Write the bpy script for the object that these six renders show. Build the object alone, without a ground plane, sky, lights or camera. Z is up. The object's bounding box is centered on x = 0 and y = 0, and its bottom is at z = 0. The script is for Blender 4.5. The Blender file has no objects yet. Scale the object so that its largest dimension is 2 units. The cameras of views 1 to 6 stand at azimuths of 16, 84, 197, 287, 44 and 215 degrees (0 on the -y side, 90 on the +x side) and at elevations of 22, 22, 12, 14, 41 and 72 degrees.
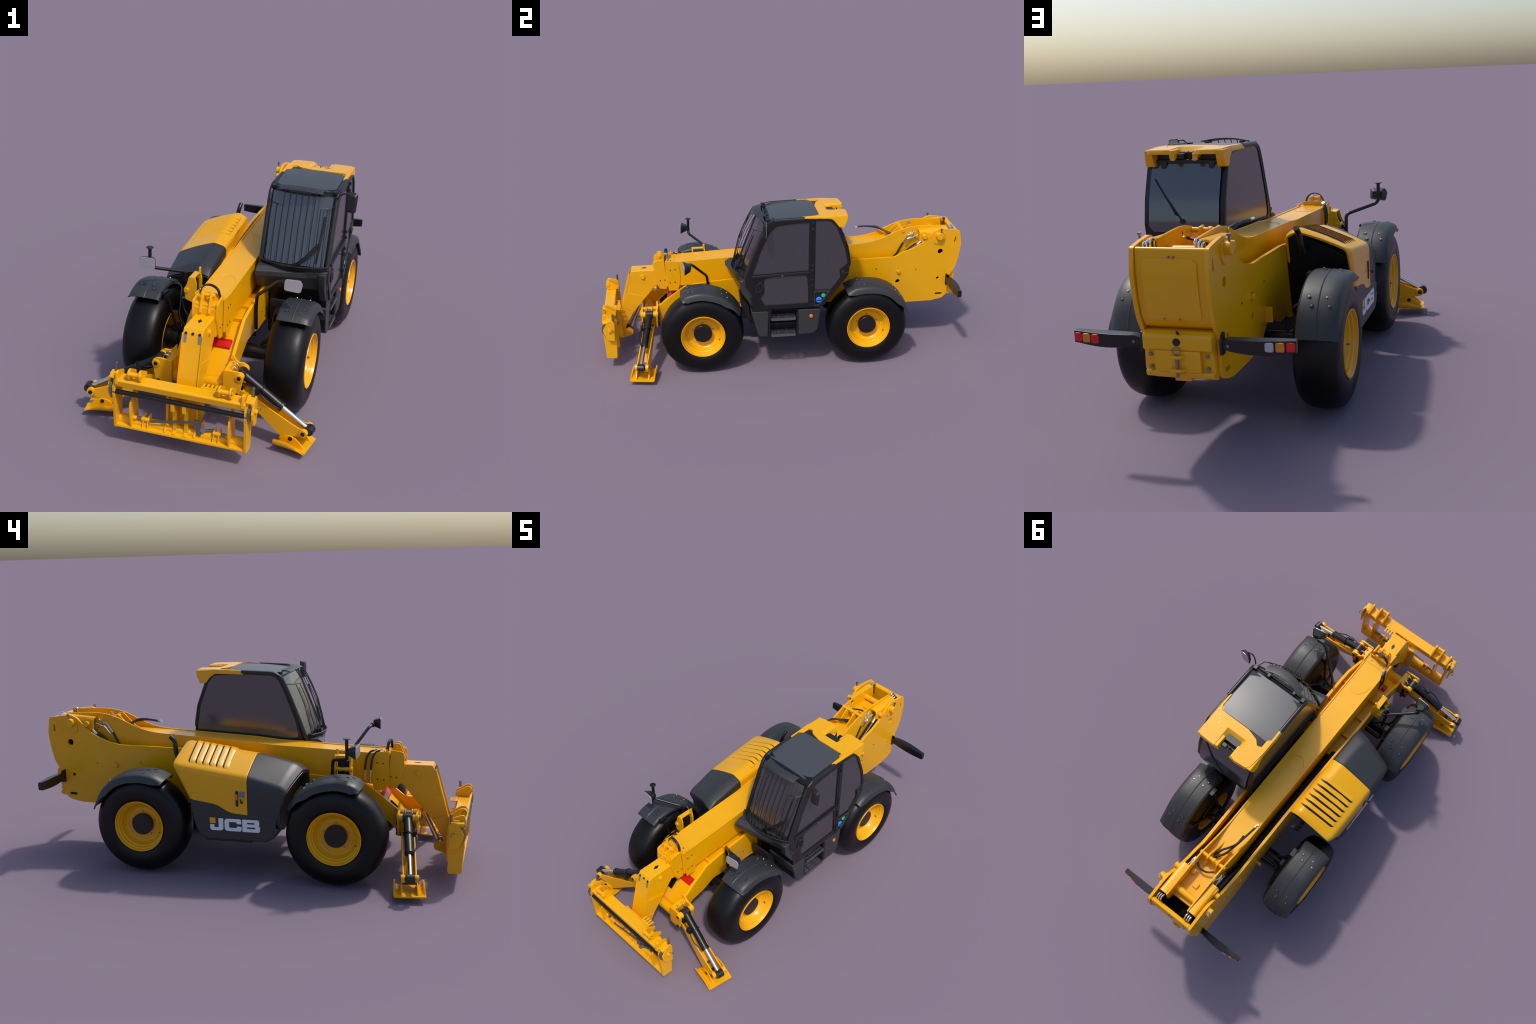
import bpy, bmesh, math
from mathutils import Vector, Matrix
from mathutils.geometry import delaunay_2d_cdt

V = Vector
pi = math.pi

# ------------------------------------------------------------------ materials
def material(name, color, rough=0.5, metal=0.0, coat=0.0, vary=0.06, scale=9.0, bump=0.0, bump_scale=250.0, spec=0.5, ior=1.5):
    m = bpy.data.materials.new(name)
    m.use_nodes = True
    nt = m.node_tree
    b = nt.nodes["Principled BSDF"]
    tc = nt.nodes.new("ShaderNodeTexCoord")
    nz = nt.nodes.new("ShaderNodeTexNoise")
    nz.inputs["Scale"].default_value = scale
    nz.inputs["Detail"].default_value = 4
    nt.links.new(tc.outputs["Object"], nz.inputs["Vector"])
    rp = nt.nodes.new("ShaderNodeValToRGB")
    rp.color_ramp.elements[0].position = 0.3
    rp.color_ramp.elements[1].position = 0.7
    lo = [c * (1 - vary) for c in color]
    hi = [min(1.0, c * (1 + vary)) for c in color]
    rp.color_ramp.elements[0].color = (*lo, 1)
    rp.color_ramp.elements[1].color = (*hi, 1)
    nt.links.new(nz.outputs["Fac"], rp.inputs["Fac"])
    nt.links.new(rp.outputs["Color"], b.inputs["Base Color"])
    b.inputs["Roughness"].default_value = rough
    b.inputs["Metallic"].default_value = metal
    b.inputs["Specular IOR Level"].default_value = spec
    b.inputs["IOR"].default_value = ior
    b.inputs["Coat Weight"].default_value = coat
    b.inputs["Coat Roughness"].default_value = 0.15
    if bump:
        n2 = nt.nodes.new("ShaderNodeTexNoise")
        n2.inputs["Scale"].default_value = bump_scale
        nt.links.new(tc.outputs["Object"], n2.inputs["Vector"])
        bp = nt.nodes.new("ShaderNodeBump")
        bp.inputs["Strength"].default_value = bump
        bp.inputs["Distance"].default_value = 0.002
        nt.links.new(n2.outputs["Fac"], bp.inputs["Height"])
        nt.links.new(bp.outputs["Normal"], b.inputs["Normal"])
    return m

YEL = material("yellow_paint", (0.83, 0.395, 0.0015), 0.27, coat=0.0, vary=0.02, spec=0.45)
GREY = material("grey_plastic", (0.030, 0.031, 0.033), 0.45, vary=0.05, bump=0.04, bump_scale=600)
DARK = material("dark_plastic", (0.012, 0.012, 0.014), 0.4, vary=0.05)
BLACK = material("black_paint", (0.006, 0.006, 0.007), 0.35, vary=0.05)
VOID_SHADE = material("painted_void_shade", (0.004, 0.004, 0.005), 0.9, spec=0.1)  # matt near-black that paints the shade of openings not modelled
TYRE = material("tyre_rubber", (0.0022, 0.0022, 0.0026), 0.40, vary=0.1, spec=0.32)
GLASS = material("tinted_glass", (0.026, 0.025, 0.028), 0.18, vary=0.02, spec=1.0, ior=1.7)
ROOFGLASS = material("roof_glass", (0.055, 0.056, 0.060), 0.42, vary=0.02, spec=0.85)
CHROME = material("chrome", (0.78, 0.78, 0.80), 0.14, metal=1.0, vary=0.02)
BOLT = material("bright_bolt", (0.45, 0.45, 0.47), 0.3, metal=0.8, vary=0.05)
STEEL = material("dull_steel", (0.24, 0.24, 0.25), 0.35, metal=0.9, vary=0.06)
HOSE = material("rubber_hose", (0.018, 0.018, 0.02), 0.45, vary=0.05)
REDPAINT = material("red_paint", (0.60, 0.006, 0.008), 0.35, vary=0.04)
RED = material("red_lens", (0.75, 0.008, 0.008), 0.3, vary=0.04)
AMBER = material("amber_lens", (0.75, 0.22, 0.01), 0.3, vary=0.04)
CLEAR = material("clear_lens", (0.42, 0.43, 0.47), 0.3, vary=0.04)
BLUE = material("blue_cap", (0.03, 0.22, 0.85), 0.35, vary=0.04)
GREEN = material("green_cap", (0.03, 0.45, 0.16), 0.35, vary=0.04)
WHITE = material("white_lettering", (0.75, 0.76, 0.80), 0.45, vary=0.02)
MIRROR = material("mirror_glass", (0.42, 0.41, 0.42), 0.25, metal=0.3, vary=0.03)
STICK = material("grey_sticker", (0.20, 0.19, 0.21), 0.5, vary=0.03)

# ------------------------------------------------------------------ geometry accumulator
def to3(axis, a, p):
    if axis == 'x': return V((a, p[0], p[1]))
    if axis == 'y': return V((p[0], a, p[1]))
    return V((p[0], p[1], a))

def rounded(pts, r, n=4, fixed=False):
    """Round the corners of a closed polygon; a third value on a point is its own radius."""
    out = []
    N = len(pts)
    for i in range(N):
        p = V(pts[i][:2]); a = V(pts[i - 1][:2]); b = V(pts[(i + 1) % N][:2])
        rr = pts[i][2] if len(pts[i]) > 2 else r
        da, db = a - p, b - p
        la, lb = da.length, db.length
        if not fixed and rr <= 0 or la < 1e-6 or lb < 1e-6:
            out.append(tuple(p)); continue
        da /= la; db /= lb
        ang = da.angle(db)
        if not fixed and ang > pi - 0.12:
            out.append(tuple(p)); continue
        t = min(max(rr, 1e-5) / max(1e-4, math.tan(ang / 2)), la * 0.45, lb * 0.45)
        s, e = p + da * t, p + db * t
        for k in range(n + 1):
            u = k / n
            q = s * (1 - u) ** 2 + p * 2 * u * (1 - u) + e * u * u
            out.append(tuple(q))
    return out

def circle(cx, cy, r, n=20):
    return [(cx + r * math.cos(2 * pi * k / n), cy + r * math.sin(2 * pi * k / n)) for k in range(n)]

def inside(p, poly):
    c = False
    for i in range(len(poly)):
        x1, y1 = poly[i - 1]; x2, y2 = poly[i]
        if (y1 > p[1]) != (y2 > p[1]) and p[0] < (x2 - x1) * (p[1] - y1) / (y2 - y1) + x1:
            c = not c
    return c

def fillet(path, r, n=5):
    path = [V(p) for p in path]
    out = [path[0]]
    for i in range(1, len(path) - 1):
        p, a, b = path[i], path[i - 1], path[i + 1]
        da, db = a - p, b - p
        t = min(r, da.length * 0.48, db.length * 0.48)
        s, e = p + da.normalized() * t, p + db.normalized() * t
        for k in range(n + 1):
            u = k / n
            out.append(s * (1 - u) ** 2 + p * 2 * u * (1 - u) + e * u * u)
    out.append(path[-1])
    return out

def spline(pts, n=6):
    pts = [V(p) for p in pts]
    out = []
    for i in range(len(pts) - 1):
        p0 = pts[max(i - 1, 0)]; p1 = pts[i]; p2 = pts[i + 1]; p3 = pts[min(i + 2, len(pts) - 1)]
        for k in range(n):
            t = k / n
            out.append(0.5 * ((2 * p1) + (p2 - p0) * t + (2 * p0 - 5 * p1 + 4 * p2 - p3) * t * t + (3 * p1 - p0 - 3 * p2 + p3) * t ** 3))
    out.append(pts[-1])
    return out

class G:
    def __init__(s):
        s.v = []; s.f = []
    def add(s, verts, faces):
        o = len(s.v)
        s.v += [V(x) for x in verts]
        s.f += [tuple(i + o for i in f) for f in faces]
        return s
    def prism(s, axis, a, b, pts, holes=(), sc=None):
        """Extrude a polygon along an axis from a to b; sc shrinks the b end about its centre."""
        pts = [p[:2] for p in pts]
        n = len(pts)
        A = [to3(axis, a, p) for p in pts]; B = [to3(axis, b, p) for p in pts]
        if sc:
            c = sum(B, V()) / n
            B = [c + (q - c) * sc for q in B]
        if not holes:
            s.add(A + B, [tuple(range(n)), tuple(range(n, 2 * n))] + [(i, (i + 1) % n, n + (i + 1) % n, n + i) for i in range(n)])
            return s
        loops = [pts] + [list(h) for h in holes]
        vs, es, off = [], [], 0
        for L in loops:
            vs += [V(p) for p in L]
            es += [(off + i, off + (i + 1) % len(L)) for i in range(len(L))]
            off += len(L)
        r = delaunay_2d_cdt(vs, es, [], 1, 1e-6)
        ov = [tuple(p) for p in r[0]]
        tris = []
        for f in r[2]:
            c = (sum(ov[i][0] for i in f) / len(f), sum(ov[i][1] for i in f) / len(f))
            if inside(c, pts) and not any(inside(c, h) for h in holes):
                tris.append(tuple(f))
        m = len(ov)
        cnt = {}
        for f in tris:
            for i in range(len(f)):
                e = (f[i], f[(i + 1) % len(f)])
                cnt[tuple(sorted(e))] = cnt.get(tuple(sorted(e)), 0) + 1
        F = tris + [tuple(i + m for i in f) for f in tris]
        F += [(e[0], e[1], e[1] + m, e[0] + m) for e, k in cnt.items() if k == 1]
        s.add([to3(axis, a, p) for p in ov] + [to3(axis, b, p) for p in ov], F)
        return s
    def box(s, x0, x1, y0, y1, z0, z1):
        return s.prism('z', z0, z1, [(x0, y0), (x1, y0), (x1, y1), (x0, y1)])
    def cyl(s, p, q, r, r2=None, n=20, caps=True):
        p, q = V(p), V(q)
        r2 = r if r2 is None else r2
        d = (q - p).normalized()
        u = d.orthogonal().normalized(); w = d.cross(u)
        A = [p + (u * math.cos(2 * pi * k / n) + w * math.sin(2 * pi * k / n)) * r for k in range(n)]
        B = [q + (u * math.cos(2 * pi * k / n) + w * math.sin(2 * pi * k / n)) * r2 for k in range(n)]
        F = [(i, (i + 1) % n, n + (i + 1) % n, n + i) for i in range(n)]
        if caps: F += [tuple(range(n)), tuple(range(n, 2 * n))]
        return s.add(A + B, F)
    def tube(s, path, r, n=10, fl=0.0, sq=None):
        """Sweep a round (or flat, sq=(w,h)) section along a path."""
        path = fillet(path, fl) if fl else [V(p) for p in path]
        t0 = (path[1] - path[0]).normalized()
        u = t0.orthogonal().normalized()
        if sq: u = V((0, 0, 1)).cross(t0).normalized() if abs(t0.z) < 0.95 else V((1, 0, 0))
        vs = []
        for i, p in enumerate(path):
            a = path[max(i - 1, 0)]; b = path[min(i + 1, len(path) - 1)]
            t = (b - a).normalized()
            u = (u - t * u.dot(t)).normalized()
            w = t.cross(u)
            if sq:
                vs += [p + u * sq[0] * x + w * sq[1] * y for x, y in ((-.5, -.5), (.5, -.5), (.5, .5), (-.5, .5))]
            else:
                vs += [p + (u * math.cos(2 * pi * k / n) + w * math.sin(2 * pi * k / n)) * r for k in range(n)]
        if sq: n = 4
        F = []
        for i in range(len(path) - 1):
            F += [(i * n + k, i * n + (k + 1) % n, (i + 1) * n + (k + 1) % n, (i + 1) * n + k) for k in range(n)]
        F += [tuple(range(n)), tuple(range((len(path) - 1) * n, len(path) * n))]
        return s.add(vs, F)
    def lathe(s, prof, n=64, closed=True, c=(0, 0, 0)):
        """Turn an (x, r) profile about the x axis."""
        c = V(c)
        m = len(prof)
        vs = [c + V((x, r * math.cos(2 * pi * k / n), r * math.sin(2 * pi * k / n))) for k in range(n) for x, r in prof]
        F = []
        for k in range(n):
            k2 = (k + 1) % n
            for i in range(m if closed else m - 1):
                j = (i + 1) % m
                F.append((k * m + i, k * m + j, k2 * m + j, k2 * m + i))
        return s.add(vs, F)
    def grid(s, rows, thick=0.0):
        """A sheet through rows of points, given thickness along its own normals."""
        R, C = len(rows), len(rows[0])
        P = [[V(p) for p in r] for r in rows]
        if not thick:
            s.add([p for r in P for p in r], [(i * C + j, i * C + j + 1, (i + 1) * C + j + 1, (i + 1) * C + j) for i in range(R - 1) for j in range(C - 1)])
            return s
        Q = []
        for i in range(R):
            row = []
            for j in range(C):
                du = P[min(i + 1, R - 1)][j] - P[max(i - 1, 0)][j]
                dv = P[i][min(j + 1, C - 1)] - P[i][max(j - 1, 0)]
                row.append(P[i][j] - du.cross(dv).normalized() * thick)
            Q.append(row)
        vs = [p for r in P for p in r] + [p for r in Q for p in r]
        o = R * C
        F = []
        for i in range(R - 1):
            for j in range(C - 1):
                q = (i * C + j, i * C + j + 1, (i + 1) * C + j + 1, (i + 1) * C + j)
                F += [q, tuple(o + k for k in reversed(q))]
        for i in range(R - 1):
            F += [(i * C, (i + 1) * C, o + (i + 1) * C, o + i * C), (i * C + C - 1, (i + 1) * C + C - 1, o + (i + 1) * C + C - 1, o + i * C + C - 1)]
        for j in range(C - 1):
            F += [(j, j + 1, o + j + 1, o + j), ((R - 1) * C + j, (R - 1) * C + j + 1, o + (R - 1) * C + j + 1, o + (R - 1) * C + j)]
        return s.add(vs, F)
    def loft(s, secs):
        """Closed sections joined in a row, ends capped."""
        n = len(secs[0])
        vs = [V(p) for q in secs for p in q]
        F = [(i * n + k, i * n + (k + 1) % n, (i + 1) * n + (k + 1) % n, (i + 1) * n + k) for i in range(len(secs) - 1) for k in range(n)]
        F += [tuple(range(n)), tuple(range((len(secs) - 1) * n, len(secs) * n))]
        return s.add(vs, F)
    def xf(s, fn):
        s.v = [V(fn(p)) for p in s.v]
        return s
    def mirror(s, sx):
        if sx < 0: s.v = [V((-p.x, p.y, p.z)) for p in s.v]
        return s

def empty(name, parent=None, loc=(0, 0, 0)):
    o = bpy.data.objects.new(name, None)
    bpy.context.scene.collection.objects.link(o)
    o.empty_display_size = 0.05
    o.location = loc
    o.parent = parent
    return o

def make(name, g, mat, parent, bevel=0.0, angle=35, seg=2, stuff=False):
    bm = bmesh.new()
    vs = [bm.verts.new(p) for p in g.v]
    for f in g.f:
        if len(set(f)) > 2:
            try: bm.faces.new([vs[i] for i in f])
            except ValueError: pass
    bmesh.ops.recalc_face_normals(bm, faces=bm.faces)
    me = bpy.data.meshes.new(name)
    bm.to_mesh(me); bm.free()
    for p in me.polygons: p.use_smooth = True
    me.set_sharp_from_angle(angle=math.radians(angle))
    me.materials.append(mat)
    o = bpy.data.objects.new(name, me)
    bpy.context.scene.collection.objects.link(o)
    o.parent = parent
    if bevel:
        b = o.modifiers.new("bevel", 'BEVEL')
        b.width = bevel; b.segments = seg; b.limit_method = 'ANGLE'; b.angle_limit = math.radians(angle)
        b.harden_normals = True; b.miter_outer = 'MITER_ARC' if False else 'MITER_SHARP'
    if stuff: o["kind"] = "stuff"
    return o

def copy_of(o, parent, loc=None, rot=None):
    c = o.copy()
    bpy.context.scene.collection.objects.link(c)
    c.parent = parent
    if loc is not None: c.location = loc
    if rot is not None: c.rotation_euler = rot
    return c

ROOT = empty("telescopic_handler")
ROOT["label"] = "yellow telescopic handler with black cab and front stabilisers"
ROOT["category"] = "telehandler"

# ------------------------------------------------------------------ wheels
HUB_Y = {'front': -0.465, 'rear': 0.425}
HUB_Z, HUB_X = 0.2205, 0.308
def build_wheels():
    # profile in absolute x of the right-hand wheel, from the inner bead over the tread to the outer bead
    C = HUB_X
    prof = [(0.236, 0.114), (0.231, 0.130), (0.229, 0.155), (0.231, 0.178), (0.237, 0.194), (0.247, 0.206), (0.262, 0.2145), (0.282, 0.2190), (0.308, 0.2205),
            (0.334, 0.2192), (0.355, 0.2150), (0.369, 0.2085), (0.3775, 0.2005), (0.3805, 0.1965), (0.3830, 0.1925), (0.3885, 0.1780), (0.3910, 0.1600), (0.3905, 0.1400), (0.387, 0.1260), (0.382, 0.1170), (0.375, 0.110), (0.245, 0.110)]
    tyre = G().lathe([(x - C, r) for x, r in prof], 96)
    rp = [(0.3820, 0.1160), (0.3865, 0.1175), (0.3890, 0.1165), (0.3885, 0.1135), (0.3760, 0.1085), (0.3730, 0.1040), (0.3640, 0.1015), (0.3600, 0.0965), (0.3500, 0.0935), (0.3430, 0.0890),
          (0.3370, 0.0850), (0.3335, 0.0800), (0.3320, 0.0760), (0.3300, 0.0740), (0.3300, 0.030), (0.305, 0.030), (0.305, 0.084), (0.29, 0.094), (0.250, 0.098), (0.238, 0.104), (0.233, 0.1165), (0.237, 0.1160), (0.25, 0.1125), (0.37, 0.1125)]
    rim = G().lathe([(x - C, r) for x, r in rp], 72)
    hub = G().lathe([(0.0, 0.0485), (0.0440, 0.0485), (0.0460, 0.0465), (0.0460, 0.0), (-0.07, 0.0), (-0.07, 0.050), (-0.02, 0.0505)], 40, closed=False)
    bolts = G()
    for k in range(5):
        a = 2 * pi * k / 5 + pi / 2
        bolts.cyl((0.020, 0.0585 * math.cos(a), 0.0585 * math.sin(a)), (0.0255, 0.0585 * math.cos(a), 0.0585 * math.sin(a)), 0.0032, n=8)
    a = -0.35
    valve = G().cyl((0.040, 0.097 * math.cos(a), 0.097 * math.sin(a)), (0.056, 0.090 * math.cos(a), 0.090 * math.sin(a)), 0.0028, n=8)
    protos = None
    for axle in ('front', 'rear'):
        for sx in (1, -1):
            w = empty("wheel", ROOT, (sx * HUB_X, HUB_Y[axle], HUB_Z))
            if protos is None:
                protos = [make("tyre", tyre, TYRE, w, angle=60), make("rim", rim, YEL, w, angle=24), make("hub", hub, BLACK, w),
                          make("wheel_bolt", bolts, STEEL, w, stuff=True), make("valve", valve, STEEL, w)]
            else:
                for p in protos: copy_of(p, w)
            if sx < 0: w.rotation_euler = (0, 0, pi)
build_wheels()

# ------------------------------------------------------------------ fenders
def build_fenders():
    paths = {'front': [(-0.578, 0.440), (-0.556, 0.458), (-0.520, 0.470), (-0.474, 0.475), (-0.430, 0.470), (-0.388, 0.459), (-0.340, 0.436), (-0.296, 0.398), (-0.260, 0.347)],
             'rear': [(0.300, 0.436), (0.345, 0.457), (0.390, 0.465), (0.435, 0.465), (0.490, 0.458), (0.546, 0.436), (0.590, 0.402), (0.624, 0.358), (0.652, 0.298)]}
    sect = [(0.252, 0.020), (0.254, 0.008), (0.262, 0.001), (0.290, 0.000), (0.317, 0.0005), (0.320, -0.0015), (0.323, 0.0005), (0.350, 0.001), (0.372, 0.004), (0.384, 0.009), (0.3875, 0.012), (0.3895, 0.0155), (0.3935, 0.026), (0.3965, 0.040)]
    for axle, pts in paths.items():
        path = [(p.x, p.y) for p in spline([V((a, b, 0)) for a, b in pts], 5)]
        n = len(path)
        for sx in (1, -1):
            rows = []
            for i in range(n):
                a, b = path[max(i - 1, 0)], path[min(i + 1, n - 1)]
                t = V((b[0] - a[0], b[1] - a[1])).normalized()
                nn = V((-t.y, t.x))
                taper = 1.0
                u = i / (n - 1)
                lip = min(1.0, max(0.12, (u + 0.02) / 0.13), max(0.05, (0.97 - u) / 0.16))
                k2 = [(x, d if d < 0.0121 or x < 0.3 else 0.012 + (d - 0.012) * lip) for x, d in sect]
                rows.append([(x, path[i][0] - nn.x * d, path[i][1] - nn.y * d) for x, d in k2])
            g = G().grid(rows, -0.005)
            fen = make("fender", g.mirror(sx), GREY, ROOT, angle=32)
            # raised dark discs as recess shade, and bolt heads, in fours near either end
            disc, bolt = G(), G()
            for frac in (0.24, 0.74):
                for x in (0.288, 0.345):
                    for du in (-0.034, 0.034):
                        i = int((frac + du) * (n - 1) + 0.5)
                        a, b = path[max(i - 1, 0)], path[min(i + 1, n - 1)]
                        t = V((b[0] - a[0], b[1] - a[1])).normalized(); nn = V((-t.y, t.x))
                        xx = x + (0.012 if du > 0 else 0.0)
                        c = V((xx, path[i][0], path[i][1])); N = V((0, nn.x, nn.y))
                        if xx > 0.34: c -= N * 0.003
                        disc.cyl(c - N * 0.002, c + N * 0.0012, 0.0095, 0.0080, n=16)
                        bolt.cyl(c, c + N * 0.0046, 0.0050, 0.0034, n=10)
            make("recess_disc", disc.mirror(sx), DARK, fen, stuff=True)
            make("fender_bolt", bolt.mirror(sx), STEEL, fen, stuff=True)
            # support arm of bent tube on the inner edge
            hy = HUB_Y[axle]
            g = G()
            y0, z0 = path[int(n * 0.25)]; y1, z1 = path[int(n * 0.72)]
            g.tube([(0.262, y0, z0 - 0.012), (0.235, y0, z0 - 0.03), (0.215, hy - 0.02, 0.30), (0.17, hy - 0.01, 0.26)], 0.006, fl=0.03)
            g.tube([(0.262, y1, z1 - 0.012), (0.235, y1, z1 - 0.03), (0.215, hy + 0.03, 0.30), (0.17, hy + 0.02, 0.26)], 0.006, fl=0.03)
            g.box(0.235, 0.262, y0 - 0.02, y0 + 0.02, z0 - 0.022, z0 - 0.010)
            make("fender_bracket", g.mirror(sx), BLACK, fen)
build_fenders()

# ------------------------------------------------------------------ axles and drive line
def build_axles():
    for hy in HUB_Y.values():
        g = G()
        g.cyl((-0.25, hy, HUB_Z), (0.25, hy, HUB_Z), 0.030)
        g.cyl((-0.08, hy, HUB_Z), (0.08, hy, HUB_Z), 0.052, n=24)
        g.cyl((0, hy - 0.07, HUB_Z), (0, hy + 0.07, HUB_Z), 0.045, 0.03, n=20)
        for s in (1, -1):
            g.cyl((s * 0.195, hy, HUB_Z), (s * 0.265, hy, HUB_Z), 0.046, n=24)
            g.box(min(s * 0.20, s * 0.225), max(s * 0.20, s * 0.225), hy - 0.022, hy + 0.022, HUB_Z - 0.065, HUB_Z + 0.065)
        g.cyl((-0.20, hy + 0.045, HUB_Z - 0.01), (0.20, hy + 0.045, HUB_Z - 0.01), 0.010)
        g.cyl((-0.09, hy + 0.045, HUB_Z - 0.01), (0.09, hy + 0.045, HUB_Z - 0.01), 0.020)
        make("axle", g, BLACK, ROOT, bevel=0.003)
    g = G()
    g.cyl((0, -0.46, 0.225), (0, 0.42, 0.225), 0.014)
    g.box(-0.085, 0.085, -0.24, 0.16, 0.17, 0.33)
    g.box(-0.20, -0.12, -0.20, 0.14, 0.185, 0.36)
    g.box(0.125, 0.20, -0.20, 0.18, 0.19, 0.36)
    g.box(-0.10, 0.10, 0.16, 0.52, 0.27, 0.36)
    make("driveline_filler", g, BLACK, ROOT, bevel=0.006)  # shaft plus dark blocks added to stop sight through the frame
build_axles()

# ------------------------------------------------------------------ chassis
CH = empty("chassis", ROOT)
def build_chassis():
    out = [(0.988, 0.654, 0.012), (0.930, 0.663), (0.872, 0.669, 0.03), (0.842, 0.655, 0.03), (0.806, 0.620), (0.776, 0.589), (0.722, 0.558, 0.03), (0.671, 0.541), (0.619, 0.531, 0.05),
           (0.300, 0.525), (0.10, 0.505), (-0.12, 0.470), (-0.285, 0.430, 0.02), (-0.444, 0.418), (-0.548, 0.402, 0.02), (-0.640, 0.335), (-0.700, 0.286, 0.03), (-0.772, 0.284),
           (-0.780, 0.19), (-0.70, 0.185, 0.02), (-0.655, 0.235, 0.03), (-0.577, 0.252), (-0.506, 0.288, 0.05), (-0.406, 0.279), (-0.340, 0.264), (-0.233, 0.262, 0.02), (-0.20, 0.24),
           (0.22, 0.24, 0.02), (0.235, 0.262), (0.348, 0.262, 0.02), (0.41, 0.292, 0.03), (0.505, 0.299, 0.02), (0.555, 0.262), (0.62, 0.240, 0.02), (0.706, 0.236), (0.843, 0.238, 0.05), (0.910, 0.252, 0.05), (0.936, 0.28, 0.02),
           (0.934, 0.372, 0.01), (0.962, 0.418, 0.03), (0.976, 0.445), (0.990, 0.502), (1.000, 0.578, 0.1)]
    out = rounded(out, 0.008, 3)
    slot = rounded([(0.868, 0.271), (0.908, 0.271), (0.908, 0.285), (0.868, 0.285)], 0.006, 3)
    tear = rounded([(0.956, 0.585), (0.972, 0.585), (0.968, 0.622), (0.963, 0.622)], 0.006, 3)
    holes = [slot, tear, circle(0.883, 0.536, 0.0155), circle(0.877, 0.375, 0.0085), circle(0.646, 0.367, 0.0125)]
    for s in (1, -1):
        out_s = [(y, z - (0.017 if s > 0 and -0.1 < y < 0.66 and z > 0.45 else 0.0)) for y, z in out]
        side = make("frame_plate", G().prism('x', 0.107, 0.120, out_s, holes).mirror(s), YEL, CH, bevel=0.0015)
        # pivot boss plate and pin of the boom
        g = G().prism('x', 0.1195, 0.126, rounded([(0.905, 0.652), (0.845, 0.65), (0.838, 0.60), (0.845, 0.585), (0.885, 0.585), (0.905, 0.61)], 0.015))
        make("pivot_plate", g.mirror(s), YEL, side, bevel=0.0015)
        g = G().cyl((0.12, 0.870, 0.633), (0.147, 0.870, 0.633), 0.0205, n=28)
        make("pivot_pin", g.mirror(s), YEL, side, bevel=0.003)
        g = G().cyl((0.139, 0.873, 0.645), (0.139, 0.876, 0.672), 0.0035, n=10).cyl((0.139, 0.876, 0.670), (0.139, 0.8765, 0.676), 0.007, n=10)
        make("pivot_bolt", g.mirror(s), STEEL, side)
        g = G().cyl((0.119, 0.647, 0.430), (0.132, 0.647, 0.430), 0.0105, n=20)
        make("ram_pin", g.mirror(s), YEL, side, bevel=0.002)
        g = G()
        for y, z in ((0.747, 0.436), (0.52, 0.45), (-0.30, 0.33), (-0.25, 0.29), (0.647, 0.443)):
            g.cyl((0.119, y, z), (0.1225, y, z), 0.0035, n=8)
        make("plate_bolt", g.mirror(s), STEEL, side, stuff=True)
        # small foot bracket in front of the rear axle
        if s < 0:
            make("lift_bracket", G().box(-0.146, -0.119, 0.512, 0.520, 0.310, 0.362), YEL, side, bevel=0.002)
        # flare of the plate towards the stabiliser
        g = G().prism('y', -0.708, -0.700, [(0.118, 0.282), (0.160, 0.284), (0.138, 0.296), (0.118, 0.322)])
        make("gusset", g.mirror(s), YEL, side, bevel=0.0015)
    # rear closing panel, leaning, with its raised cover
    sec = [(0.962, 0.642), (0.976, 0.655), (0.984, 0.650), (0.989, 0.58), (0.982, 0.505), (0.969, 0.448), (0.951, 0.418), (0.930, 0.405), (0.918, 0.410), (0.945, 0.46), (0.962, 0.53), (0.966, 0.60)]
    panel = make("closing_panel", G().prism('x', -0.1075, 0.1075, sec), YEL, CH, bevel=0.004, angle=25)
    def rear_y(z):
        pts = [(0.405, 0.930), (0.418, 0.948), (0.448, 0.969), (0.505, 0.982), (0.58, 0.989), (0.65, 0.984)]
        for (z0, y0), (z1, y1) in zip(pts, pts[1:]):
            if z0 <= z <= z1: return y0 + (y1 - y0) * (z - z0) / (z1 - z0)
        return 0.96
    outl = rounded([(-0.082, 0.438), (0.086, 0.438), (0.086, 0.622), (-0.082, 0.622)], 0.016, 5)
    rows = []
    zz = [0.438 + k * (0.622 - 0.438) / 16 for k in range(17)]
    for z in zz:
        cut = 0.0
        e = min(z - 0.438, 0.622 - z)
        if e < 0.016: cut = 0.016 - math.sqrt(max(0, 0.016 ** 2 - (0.016 - e) ** 2))
        rows.append([(x, rear_y(z) + 0.004, z) for x in (-0.082 + cut, -0.04, 0.002, 0.044, 0.086 - cut)])
    make("access_cover", G().grid(rows, 0.006), YEL, panel, bevel=0.0012)
    g = G()
    for x, z in ((-0.012, 0.628), (0.002, 0.628), (-0.014, 0.445), (0.034, 0.445)):
        g.cyl((x, rear_y(z) - 0.002, z), (x, rear_y(z) + 0.0065, z), 0.003, n=8)
    make("panel_bolt", g, STEEL, panel, stuff=True)
    # counterweight block under the panel
    prof = rounded([(0.90, 0.405), (0.958, 0.407, 0.012), (0.976, 0.395, 0.012), (0.977, 0.355), (0.963, 0.345), (0.957, 0.29), (0.969, 0.283), (0.963, 0.268), (0.935, 0.264), (0.90, 0.264)], 0.006, 4)
    cw = make("counterweight", G().prism('x', -0.1065, 0.1065, prof), YEL, CH, bevel=0.004)
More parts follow.
